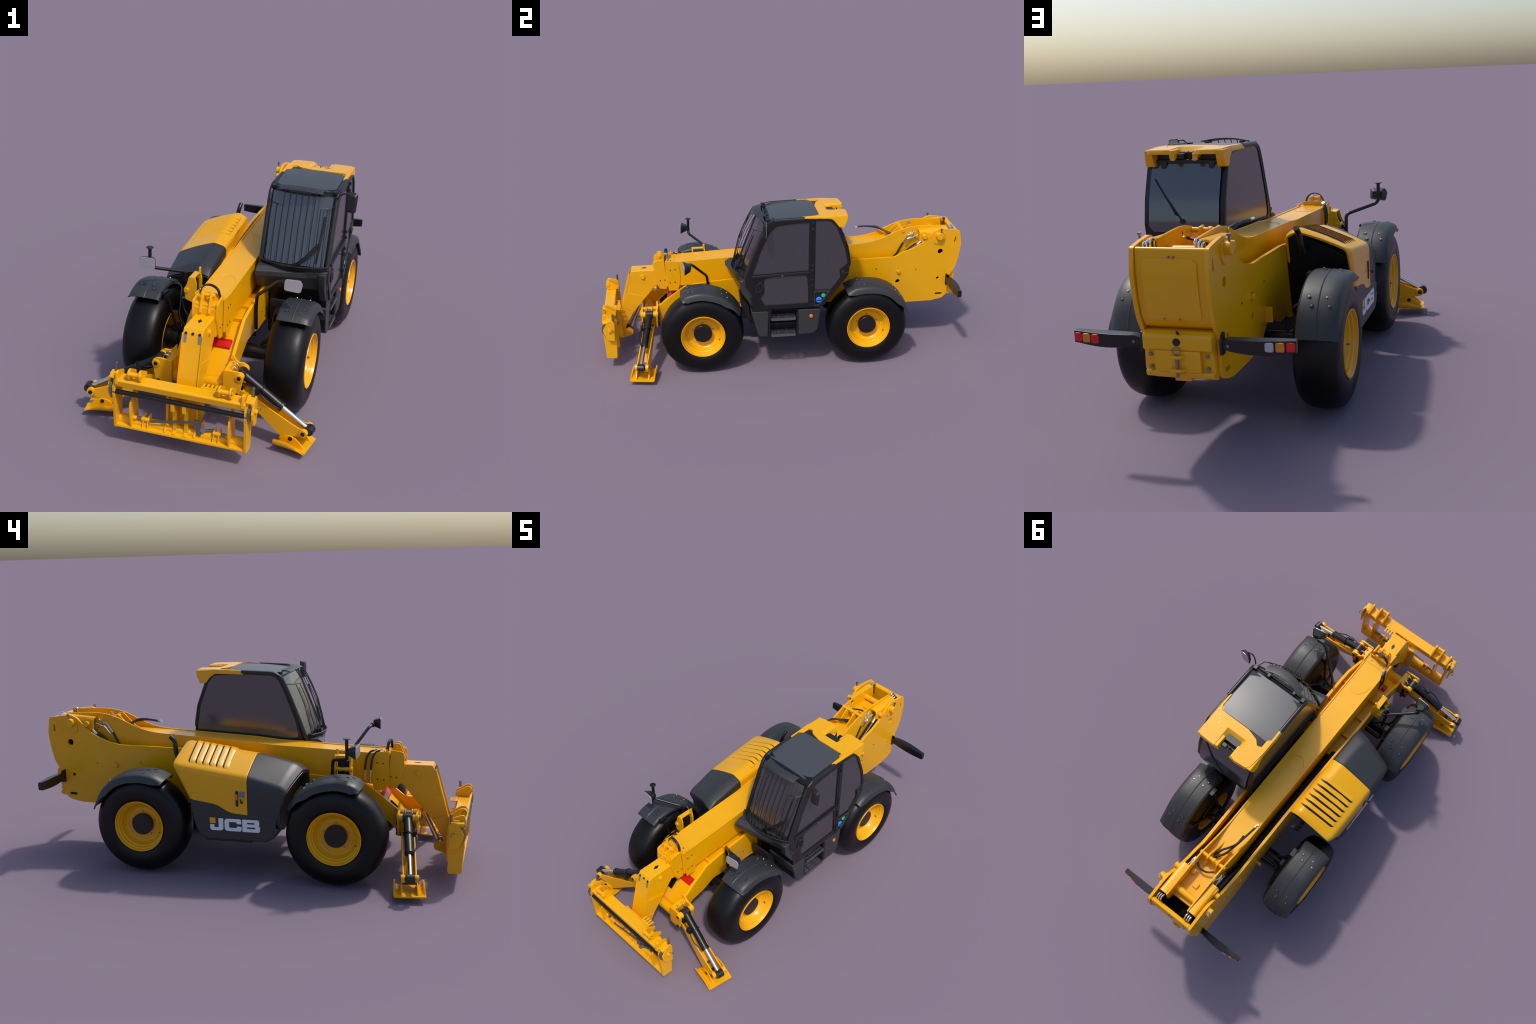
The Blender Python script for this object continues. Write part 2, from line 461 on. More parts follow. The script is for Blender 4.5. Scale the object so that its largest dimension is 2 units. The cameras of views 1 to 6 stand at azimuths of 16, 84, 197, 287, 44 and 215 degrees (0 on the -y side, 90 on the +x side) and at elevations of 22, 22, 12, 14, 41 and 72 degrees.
    mid = rounded([(0.94, 0.350), (0.9765, 0.352), (0.974, 0.30), (0.970, 0.285), (0.94, 0.282)], 0.004, 3)
    make("hitch_pad", G().prism('x', -0.070, 0.070, mid), YEL, cw, bevel=0.005)
    make("tow_hole_disc", G().cyl((0.0, 0.96, 0.378), (0.0, 0.9778, 0.378), 0.0115, n=24), BLACK, cw)  # black disc set on the face, no bored hole
    make("lever_knob", G().cyl((0.0, 0.960, 0.396), (-0.006, 0.984, 0.412), 0.005, 0.003, n=12), DARK, cw, bevel=0.001)
    g = G()
    for z in (0.336, 0.296):
        g.prism('z', z - 0.004, z + 0.004, rounded([(-0.030, 0.966), (0.030, 0.966), (0.016, 0.992), (-0.016, 0.992)], 0.006))
    hitch = make("tow_hitch", g, YEL, cw, bevel=0.0015)
    make("hitch_pin", G().cyl((0, 0.982, 0.276), (0, 0.982, 0.342), 0.0048, n=14), STEEL, hitch)
    make("pin_ring", G().tube([(-0.004, 0.982, 0.342), (-0.012, 0.982, 0.347), (-0.012, 0.982, 0.362), (0.012, 0.982, 0.362), (0.012, 0.982, 0.347), (0.004, 0.982, 0.342)], 0.0016, n=8, fl=0.005), STEEL, hitch)
    g = G()
    for x in (-0.088, 0.088):
        for z in (0.335, 0.297):
            g.cyl((x, 0.95, z), (x, 0.9675, z), 0.0062, n=6)
    make("counterweight_bolt", g, STEEL, cw, stuff=True)
    g = G().prism('z', 0.250, 0.268, [(-0.10, 0.86), (0.10, 0.86), (0.10, 0.92), (0.03, 0.922), (0.025, 0.945), (-0.025, 0.945), (-0.03, 0.922), (-0.10, 0.92)])
    make("base_plate", g, YEL, cw, bevel=0.003)
    # frame floors between the plates
    floor = [(-0.13, 0.375), (-0.50, 0.365), (-0.560, 0.345), (-0.600, 0.318), (-0.640, 0.300), (-0.72, 0.215), (-0.745, 0.20), (-0.72, 0.185), (-0.62, 0.27), (-0.50, 0.33), (-0.13, 0.345)]
    fl = make("frame_floor", G().prism('x', -0.1065, 0.1065, floor), YEL, CH, bevel=0.002)
    g = G()
    for y, z in ((-0.50, 0.367), (-0.38, 0.370), (-0.26, 0.374)):
        g.box(-0.105, 0.105, y - 0.006, y + 0.006, z - 0.01, z + 0.014)
    make("cross_rib", g, YEL, fl, bevel=0.0015, stuff=True)
    make("red_stop_block", G().prism('x', -0.085, 0.085, rounded([(-0.640, 0.300), (-0.604, 0.320), (-0.607, 0.332), (-0.628, 0.330), (-0.643, 0.312)], 0.004)), REDPAINT, fl, bevel=0.002)
    make("drain_hole_patch", G().prism('x', -0.045, 0.004, [(-0.690, 0.256), (-0.650, 0.2935), (-0.652, 0.295), (-0.692, 0.258)]), VOID_SHADE, fl)  # thin dark patch laid on the floor in place of a cut hole
    make("cross_tube", G().cyl((-0.108, -0.752, 0.208), (0.108, -0.752, 0.208), 0.026, n=28), YEL, CH)
    rear = [(0.94, 0.30), (0.60, 0.30), (0.30, 0.33), (0.30, 0.30), (0.60, 0.262), (0.90, 0.262)]
    make("frame_floor", G().prism('x', -0.1065, 0.1065, rear), BLACK, CH, bevel=0.002)
    # hydraulic lines lying in the trough
    g = G()
    for k, (x, z) in enumerate(((-0.092, 0.485), (-0.082, 0.47), (-0.098, 0.46), (0.09, 0.47), (0.098, 0.46))):
        z -= 0.025
        pts = [(x, 0.83, z + 0.06), (x, 0.70, z + 0.02), (x + 0.004, 0.50, z), (x - 0.003, 0.30, z - 0.005), (x, 0.10, z - 0.03), (x, -0.15, z - 0.055)]
        g.tube(spline(pts, 4), 0.005, n=8)
    make("hydraulic_line", g, HOSE, CH)
build_chassis()

# ------------------------------------------------------------------ boom
BOOM = empty("boom", ROOT)
def build_boom():
    top = [(-0.650, 0.523), (-0.560, 0.526), (-0.26, 0.540), (-0.12, 0.546), (-0.02, 0.556), (0.065, 0.561), (0.26, 0.572), (0.37, 0.579), (0.43, 0.582), (0.49, 0.590), (0.55, 0.606), (0.60, 0.628), (0.645, 0.648), (0.684, 0.662, ), (0.735, 0.671), (0.79, 0.674), (0.926, 0.670)]
    tp = [(p.x, p.y) for p in spline([V((a, b, 0)) for a, b in top], 3)]
    bottom = [(0.932, 0.60), (0.90, 0.545), (0.80, 0.49), (0.60, 0.452), (0.30, 0.435), (-0.26, 0.400), (-0.65, 0.380)]
    side_holes = [circle(0.742, 0.648, 0.012)]
    outer = empty("boom_tube", BOOM)
    for s in (1, -1):
        make("boom_plate", G().prism('x', 0.056, 0.0635, tp + bottom, side_holes).mirror(s), YEL, outer, bevel=0.0012)
    plate = [(-0.648, 0.519), (-0.56, 0.522), (-0.26, 0.536), (-0.12, 0.542), (-0.02, 0.552), (0.065, 0.557), (0.26, 0.568), (0.40, 0.576), (0.60, 0.588), (0.86, 0.602), (0.90, 0.598), (0.90, 0.55), (0.80, 0.50), (0.60, 0.462), (0.30, 0.445), (-0.26, 0.405), (-0.648, 0.385)]
    make("boom_body", G().prism('x', -0.0562, 0.0562, plate), YEL, outer, bevel=0.001, angle=50)
    for y, r in ((-0.50, 0.052), (0.10, 0.052)):
        z = 0.5250 if y < 0 else 0.5590
        rows = [[(x, y + 0.06 - (r * 1.6) * (1 - (x / r) ** 2) ** 0.5 * (1 if y < 0 else -1) * -1, z + 0.001) for x in [r * math.cos(pi * k / 20) for k in range(21)]]]
        g = G().tube([(p[0] * 0.98, p[1] - 0.06, p[2] + (p[1] - 0.06 - y) * 0.035) for p in rows[0]], 0.0009, n=6)
        make("weld_seam", g, YEL, outer)
    # rear superstructure
    make("cross_tube", G().cyl((-0.057, 0.868, 0.622), (0.057, 0.868, 0.622), 0.0155, n=24), YEL, outer)
    g = G().cyl((-0.069, 0.677, 0.648), (0.069, 0.677, 0.648), 0.0085, n=18).cyl((-0.012, 0.677, 0.648), (-0.002, 0.677, 0.648), 0.012, n=18).cyl((0.018, 0.677, 0.648), (0.026, 0.677, 0.648), 0.012, n=18)
    make("link_pin", g, YEL, outer)
    g = G()
    gus = rounded([(0.53, 0.568), (0.60, 0.600), (0.662, 0.662, 0.006), (0.690, 0.660, 0.006), (0.70, 0.62), (0.735, 0.58), (0.735, 0.572)], 0.01)
    for x in (-0.030, 0.024):
        g.prism('x', x - 0.004, x + 0.004, gus)
    make("gusset", g, YEL, outer, bevel=0.001)
    g = G().box(-0.018, 0.006, 0.795, 0.822, 0.590, 0.609)
    g.cyl((0.042, 0.765, 0.590), (0.042, 0.765, 0.612), 0.014, n=20)
    make("lug", g, YEL, outer, bevel=0.002)
    # covers over the rams on either side of the boom
    for s in (1, -1):
        prof = rounded([(0.064, 0.656), (0.096, 0.656, 0.012), (0.104, 0.640), (0.104, 0.600), (0.098, 0.600), (0.098, 0.636), (0.092, 0.648, 0.008), (0.064, 0.648)], 0.004, 4)
        g = G().prism('y', 0.762, 0.925, prof)
        g.xf(lambda p: (p.x, p.y, p.z + (p.y - 0.762) * 0.07))
        make("ram_cover", g.mirror(s), YEL, outer, bevel=0.0015)
        g = G().prism('x', 0.098, 0.1045, rounded([(0.764, 0.650), (0.80, 0.65), (0.83, 0.60), (0.80, 0.585), (0.775, 0.592)], 0.012))
        make("ram_cover_cheek", g.mirror(s), YEL, outer, bevel=0.0015)
        make("ram_pin", G().cyl((0.10, 0.790, 0.626), (0.126, 0.790, 0.626), 0.0135, n=24).mirror(s), YEL, outer, bevel=0.0025)
        make("ram_rod", G().cyl((0.084, 0.800, 0.61), (0.086, 0.755, 0.567), 0.010, n=18).mirror(s), CHROME, outer)
        make("ram_barrel", G().cyl((0.086, 0.757, 0.569), (0.092, 0.60, 0.455), 0.0155, n=20).mirror(s), BLACK, outer, bevel=0.002)
        g = G().tube([(0.064, 0.742, 0.645), (0.072, 0.728, 0.628), (0.072, 0.708, 0.628), (0.068, 0.678, 0.578)], 0.0036, n=8, fl=0.012)
        g.tube([(0.066, 0.755, 0.60), (0.078, 0.742, 0.612), (0.080, 0.716, 0.612), (0.076, 0.690, 0.575)], 0.0036, n=8, fl=0.012)
        g.cyl((0.070, 0.70, 0.600), (0.080, 0.76, 0.625), 0.0035, n=8)
        make("hydraulic_pipe", g.mirror(s), CHROME, outer)
        make("hydraulic_hose", G().tube([(0.068, 0.680, 0.580), (0.067, 0.645, 0.515), (0.075, 0.60, 0.47)], 0.005, n=10).mirror(s), HOSE, outer)
        # staples of bent pipe at the rear end
        g = G()
        for k in range(3):
            x = 0.068 + 0.011 * k
            if s < 0 and k == 2: x = 0.088
            top_z = 0.672 - 0.006 * k
            g.tube([(x, 0.958, 0.60), (x, 0.958, top_z), (x, 0.932, top_z), (x, 0.932, 0.61)], 0.0037, n=8, fl=0.012)
        make("pipe_loop", g.mirror(s), CHROME, outer)
    make("bulkhead", G().box(-0.10, 0.10, 0.905, 0.95, 0.42, 0.545), VOID_SHADE, outer)  # black box added to darken the void behind the boom
    # hoses over the boom
    g = G().tube(spline([(-0.058, 0.443, 0.640), (-0.05, 0.50, 0.644), (-0.038, 0.56, 0.634), (-0.020, 0.615, 0.612), (0.01, 0.66, 0.60)], 5), 0.0052, n=10)
    g.tube(spline([(-0.041, 0.504, 0.645), (-0.040, 0.55, 0.642), (-0.020, 0.585, 0.628), (0.0, 0.61, 0.615), (0.02, 0.65, 0.60)], 5), 0.0052, n=10)
    g.tube(spline([(0.052, 0.725, 0.632), (0.025, 0.74, 0.63), (-0.01, 0.735, 0.625), (-0.035, 0.715, 0.628)], 5), 0.0048, n=10)
    make("hydraulic_hose", g, HOSE, outer)
    g = G().tube([(-0.058, 0.445, 0.640), (-0.058, 0.430, 0.641), (-0.066, 0.424, 0.643)], 0.0055, n=8)
    g.tube([(0.050, 0.726, 0.632), (0.066, 0.722, 0.636)], 0.004, n=8).tube([(-0.030, 0.718, 0.626), (-0.058, 0.72, 0.625), (-0.062, 0.76, 0.625)], 0.0035, n=8)
    make("hose_fitting", g, CHROME, outer)
    # front collars
    for s in (1, -1):
        c = rounded([(-0.650, 0.532, 0.004), (-0.62, 0.532), (-0.585, 0.527, 0.012), (-0.573, 0.50), (-0.570, 0.44), (-0.575, 0.39), (-0.585, 0.356, 0.008), (-0.636, 0.356, 0.008), (-0.642, 0.44)], 0.012)
        col = make("wear_plate", G().prism('x', 0.0625, 0.0675, c).mirror(s), YEL, outer, bevel=0.0012)
        g = G()
        for y, z in ((-0.624, 0.480), (-0.597, 0.482), (-0.627, 0.405), (-0.600, 0.407)):
            g.cyl((0.066, y, z), (0.0695, y, z), 0.0032, n=8)
        make("wear_bolt", g.mirror(s), DARK, col, stuff=True)
        c = rounded([(-0.712, 0.530, 0.015), (-0.656, 0.538, 0.004), (-0.650, 0.45), (-0.646, 0.362, 0.006), (-0.680, 0.364, 0.012), (-0.698, 0.392), (-0.716, 0.46)], 0.008)
        col = make("wear_plate", G().prism('x', 0.046, 0.0545, c).mirror(s), YEL, outer, bevel=0.0012)
        g = G()
        for y, z in ((-0.681, 0.415), (-0.656, 0.417)):
            g.cyl((0.053, y, z), (0.0565, y, z), 0.0032, n=8)
        make("wear_bolt", g.mirror(s), DARK, col, stuff=True)
    g = G().box(-0.047, 0.047, -0.712, -0.640, 0.385, 0.505)
    g.box(-0.060, 0.060, -0.643, -0.60, 0.50, 0.5225)
    g.box(-0.047, 0.047, -0.705, -0.652, 0.503, 0.518)
    inner = make("boom_section", g, YEL, BOOM, bevel=0.002)
    g = G().prism('x', -0.052, 0.052, rounded([(-0.652, 0.522), (-0.640, 0.540), (-0.636, 0.540), (-0.636, 0.515), (-0.652, 0.510)], 0.002))
    make("stop_bar", g, YEL, inner, bevel=0.001)
    g = G()
    ear = rounded([(-0.722, 0.485), (-0.700, 0.540), (-0.690, 0.562, 0.012), (-0.668, 0.562, 0.012), (-0.655, 0.53), (-0.650, 0.505), (-0.70, 0.48)], 0.006)
    for x in (-0.018, 0.018):
        g.prism('x', x - 0.005, x + 0.005, ear)
    ears = make("lug", g, YEL, inner, bevel=0.0012)
    make("lug_pin", G().cyl((-0.030, -0.679, 0.548), (0.030, -0.679, 0.548), 0.0075, n=18), YEL, ears, bevel=0.001)
    make("hose_loop", G().tube([(-0.045, -0.640, 0.520), (-0.045, -0.640, 0.545), (-0.03, -0.643, 0.572), (0.0, -0.645, 0.579), (0.03, -0.646, 0.565), (0.045, -0.650, 0.52)], 0.0, fl=0.02, sq=(0.004, 0.012)), BLACK, inner)
    g = G()
    for x in (-0.035, 0.035, -0.015):
        g.cyl((x, -0.620, 0.521), (x, -0.620, 0.526), 0.0035, n=8)
    make("collar_bolt", g, STEEL, inner, stuff=True)
    g = G()
    for y in (-0.618, -0.592):
        g.tube(spline([(-0.058, y + 0.01, 0.535), (-0.064, y + 0.028, 0.528), (-0.074, y + 0.042, 0.500), (-0.074, y + 0.048, 0.45)], 5), 0.0045, n=10)
    make("hydraulic_hose", g, HOSE, inner)
    g = G()
    for y in (-0.618, -0.592):
        g.cyl((-0.074, y + 0.048, 0.452), (-0.072, y + 0.05, 0.385), 0.0032, n=8)
        g.cyl((-0.058, y + 0.011, 0.535), (-0.050, y, 0.540), 0.005, n=8)
    make("hydraulic_pipe", g, CHROME, inner)
    # drooping head
    prof = rounded([(-0.66, 0.474, 0), (-0.836, 0.473, 0.006), (-0.846, 0.455, 0.006), (-0.905, 0.235), (-0.928, 0.19, 0.02), (-0.940, 0.092, 0.01), (-0.905, 0.078, 0.015), (-0.880, 0.155), (-0.835, 0.229, 0.02), (-0.762, 0.315), (-0.704, 0.388, 0.01), (-0.66, 0.392, 0)], 0.006, 3)
    head = make("boom_head", G().prism('x', -0.041, 0.041, prof), YEL, BOOM, bevel=0.004)
    for s in (1, -1):
        make("head_pin", G().cyl((0.040, -0.776, 0.436), (0.0425, -0.776, 0.436), 0.0165, n=26).cyl((0.042, -0.776, 0.436), (0.0490, -0.776, 0.436), 0.0105, n=22).mirror(s), YEL, head, bevel=0.001)
        d = V((-0.846, 0.455)) - V((-0.905, 0.235))
        make("cheek_plate", G().prism('x', 0.0405, 0.0432, [(-0.874, 0.343), (-0.764, 0.318), (-0.836, 0.231), (-0.902, 0.252)]).mirror(s), YEL, head, bevel=0.0008)
        make("cheek_plate", G().prism('x', 0.0405, 0.0440, [(-0.903, 0.249), (-0.838, 0.229), (-0.876, 0.162), (-0.925, 0.185)]).mirror(s), YEL, head, bevel=0.0008)
    make("head_slot_plate", G().prism('z', 0.4725, 0.4740, rounded([(0.002, -0.786), (0.009, -0.768), (-0.002, -0.750), (-0.009, -0.768)], 0.002)), BLACK, head)  # thin black plate on top of the head, slot not cut
    g = G()
    for x in (-0.028, 0.0, 0.028):
        g.cyl((x, -0.8433, 0.4540), (x, -0.8480, 0.4553), 0.0055, n=14)
    make("head_hole_disc", g, BLACK, head)  # black discs on the front face standing in for bored holes
    g = G()
    for x in (-0.029, 0.029):
        g.prism('x', x - 0.006, x + 0.006, [(-0.8485, 0.452), (-0.8570, 0.420), (-0.8535, 0.419), (-0.845, 0.451)])
    make("wear_strip", g, STICK, head, bevel=0.0005)
    g = G().box(-0.046, 0.046, 0, 0.0015, 0, 0)if False else G()
    g.prism('x', -0.0425, -0.0395, [(-0.852, 0.455), (-0.912, 0.232), (-0.903, 0.232), (-0.843, 0.455)])
    g.prism('x', 0.0395, 0.0425, [(-0.852, 0.455), (-0.912, 0.232), (-0.903, 0.232), (-0.843, 0.455)])
    make("head_flange", g, YEL, head, bevel=0.0008)
    # tilt link
    lk = rounded([(-0.930, 0.060, 0.01), (-0.872, 0.078, 0), (-0.850, 0.085, 0.02), (-0.846, 0.110, 0.02), (-0.866, 0.128, 0.02), (-0.925, 0.115)], 0.006, 5)
    link = make("tilt_link", G().prism('x', -0.036, -0.024, lk).prism('x', 0.024, 0.036, lk), YEL, head, bevel=0.0015)
    make("link_pin", G().cyl((-0.040, -0.868, 0.104), (0.040, -0.868, 0.104), 0.012, n=20), YEL, link, bevel=0.001)
    make("tilt_rod", G().cyl((0.0, -0.866, 0.110), (0.0, -0.800, 0.250), 0.011, n=18), CHROME, head)
    make("tilt_eye", G().cyl((-0.02, -0.868, 0.104), (0.02, -0.868, 0.104), 0.019, n=20), DARK, head, bevel=0.002)
build_boom()

# ------------------------------------------------------------------ fork carriage
CAR = empty("fork_carriage", ROOT)
def build_carriage():
    lean = lambda p: (p.x, p.y, p.z)
    beam = make("carriage_beam", G().prism('x', -0.262, 0.262, [(-0.992, 0.254), (-0.997, 0.280), (-0.991, 0.286), (-0.940, 0.286), (-0.938, 0.252), (-0.972, 0.250)]), YEL, CAR, bevel=0.003)
    low = make("carriage_sill", G().prism('x', -0.262, 0.262, rounded([(-0.986, 0.070), (-0.984, 0.082), (-0.950, 0.086, 0.01), (-0.925, 0.084), (-0.925, 0.066)], 0.004)), YEL, CAR, bevel=0.002)
    make("cross_tube", G().cyl((-0.260, -0.9465, 0.087), (0.260, -0.9465, 0.087), 0.0210, n=28), YEL, CAR)
    make("fork_bar", G().cyl((-0.268, -0.9865, 0.229), (0.268, -0.9865, 0.229), 0.0095, n=20), BLACK, CAR)
    for s in (1, -1):
        prof = rounded([(-0.986, 0.066, 0.008), (-0.930, 0.062, 0.003), (-0.925, 0.16), (-0.930, 0.288), (-0.945, 0.30), (-0.972, 0.298), (-0.995, 0.250), (-0.996, 0.215), (-0.990, 0.16)], 0.004)
        end = make("end_plate", G().prism('x', 0.258, 0.270, prof).mirror(s), YEL, CAR, bevel=0.0015)
        ear = rounded([(-0.968, 0.182, 0.006), (-0.934, 0.176, 0.004), (-0.930, 0.28), (-0.940, 0.296, 0.005), (-0.965, 0.294, 0.01), (-0.993, 0.244, 0.006), (-0.990, 0.222, 0.006)], 0.004)
        make("latch_plate", G().prism('x', 0.283, 0.291, ear).mirror(s), YEL, end, bevel=0.0015)
        g = G().prism('y', -0.992, -0.945, rounded([(0.262, 0.292), (0.288, 0.292, 0.008), (0.290, 0.28), (0.283, 0.28), (0.281, 0.287, 0.004), (0.262, 0.286)], 0.001))
        make("latch_bridge", g.mirror(s), YEL, end, bevel=0.0015)
        make("latch_cam", G().prism('x', 0.271, 0.281, rounded([(-0.993, 0.272), (-1.0, 0.25), (-0.998, 0.225), (-0.986, 0.205), (-0.974, 0.225), (-0.978, 0.265)], 0.006)).mirror(s), STEEL, end, bevel=0.0015)
        make("latch_lever", G().cyl((0.275, -0.940, 0.262), (0.275, -0.938, 0.328), 0.0055, n=14).mirror(s), STEEL, end, bevel=0.0015)
        g = G().cyl((0.290, -0.958, 0.240), (0.2995, -0.958, 0.240), 0.009, n=16).cyl((0.290, -0.946, 0.238), (0.297, -0.946, 0.238), 0.004, n=10)
        make("latch_boss", g.mirror(s), YEL, end, bevel=0.001)
        g = G().tube([(0.294, -0.952, 0.250), (0.305, -0.947, 0.255), (0.308, -0.938, 0.246), (0.304, -0.936, 0.236), (0.297, -0.944, 0.235)], 0.0013, n=6, fl=0.004)
        make("spring_clip", g.mirror(s), STEEL, end)
        make("end_cap", G().prism('x', 0.246, 0.256, rounded([(-1.0, 0.268), (-0.993, 0.315, 0.006), (-0.980, 0.318), (-0.932, 0.300), (-0.93, 0.25), (-0.975, 0.245)], 0.004)).mirror(s), YEL, end, bevel=0.0015)
        # fork ears with their pin
        g = G()
        er = rounded([(-0.995, 0.298), (-0.999, 0.318, 0.008), (-0.988, 0.333, 0.008), (-0.972, 0.332, 0.01), (-0.925, 0.304, 0.004), (-0.925, 0.286), (-0.985, 0.288)], 0.003)
        for x in (0.158, 0.202):
            g.prism('x', x - 0.004, x + 0.004, er)
        ears = make("fork_ear", g.mirror(s), YEL, CAR, bevel=0.0012)
        make("ear_pin", G().cyl((0.150, -0.986, 0.314), (0.206, -0.986, 0.314), 0.0095, n=18).cyl((0.205, -0.986, 0.314), (0.211, -0.986, 0.314), 0.006, n=14).mirror(s), YEL, ears, bevel=0.001)
        # upright ribs
        rib = [(-0.985, 0.085), (-0.992, 0.168), (-0.986, 0.190), (-0.955, 0.205), (-0.940, 0.26), (-0.925, 0.26), (-0.915, 0.10), (-0.93, 0.08)]
        make("upright_rib", G().prism('x', 0.195, 0.203, rib).mirror(s), YEL, CAR, bevel=0.0015)
        g = G()
        g.cyl((0.130, -0.962, 0.113), (0.162, -0.962, 0.113), 0.0085, n=16).cyl((0.182, -0.962, 0.112), (0.200, -0.962, 0.112), 0.0085, n=14)
        for x in (0.134, 0.154):
            g.prism('x', x - 0.002, x + 0.002, [(-0.980, 0.085), (-0.962, 0.126), (-0.935, 0.128), (-0.930, 0.09)])
        make("lock_housing", g.mirror(s), YEL, low, bevel=0.001)
        make("lock_pin", G().cyl((0.158, -0.962, 0.1125), (0.190, -0.962, 0.1125), 0.0062, n=14).mirror(s), STEEL, low)
    mid = [(-0.984, 0.085), (-0.968, 0.093), (-0.968, 0.185), (-0.992, 0.190), (-0.994, 0.232), (-0.972, 0.232), (-0.93, 0.255), (-0.918, 0.24), (-0.918, 0.10), (-0.93, 0.078)]
    for x in (-0.024, 0.022):
        make("hook_rib", G().prism('x', x - 0.008, x + 0.008, mid), YEL, CAR, bevel=0.0015)
    plain = [(-0.980, 0.085), (-0.950, 0.12), (-0.938, 0.255), (-0.915, 0.255), (-0.915, 0.10), (-0.93, 0.078)]
    for x in (-0.062, 0.058):
        make("upright_rib", G().prism('x', x - 0.004, x + 0.004, plain), YEL, CAR, bevel=0.0012)
    make("mount_block", G().prism('x', -0.075, 0.075, [(-0.935, 0.09), (-0.93, 0.25), (-0.915, 0.25), (-0.905, 0.17), (-0.90, 0.085)]), YEL, CAR, bevel=0.003)
    make("lock_rod", G().tube([(-0.126, -0.972, 0.114), (0.055, -0.972, 0.150)], 0.0, sq=(0.004, 0.010)), STEEL, CAR, bevel=0.001)
    g = G().box(0.056, 0.082, -0.972, -0.964, 0.118, 0.158).box(0.066, 0.082, -0.970, -0.955, 0.09, 0.12)
    g.tube([(0.082, -0.962, 0.15), (0.088, -0.940, 0.17), (0.098, -0.92, 0.20)], 0.0, fl=0.01, sq=(0.004, 0.012))
    g.cyl((0.080, -0.960, 0.108), (0.135, -0.945, 0.118), 0.006, n=10).cyl((0.088, -0.966, 0.118), (0.088, -0.95, 0.104), 0.010, n=10)
    make("lock_lever", g, STEEL, CAR, bevel=0.001)
    g = G().box(0.068, 0.128, -0.940, -0.929, 0.282, 0.287)
    for x in (0.070, 0.086, 0.102, 0.118):
        g.box(x, x + 0.009, -0.930, -0.905, 0.282, 0.287)
    make("hose_comb", g, YEL, CAR, bevel=0.0008)
build_carriage()

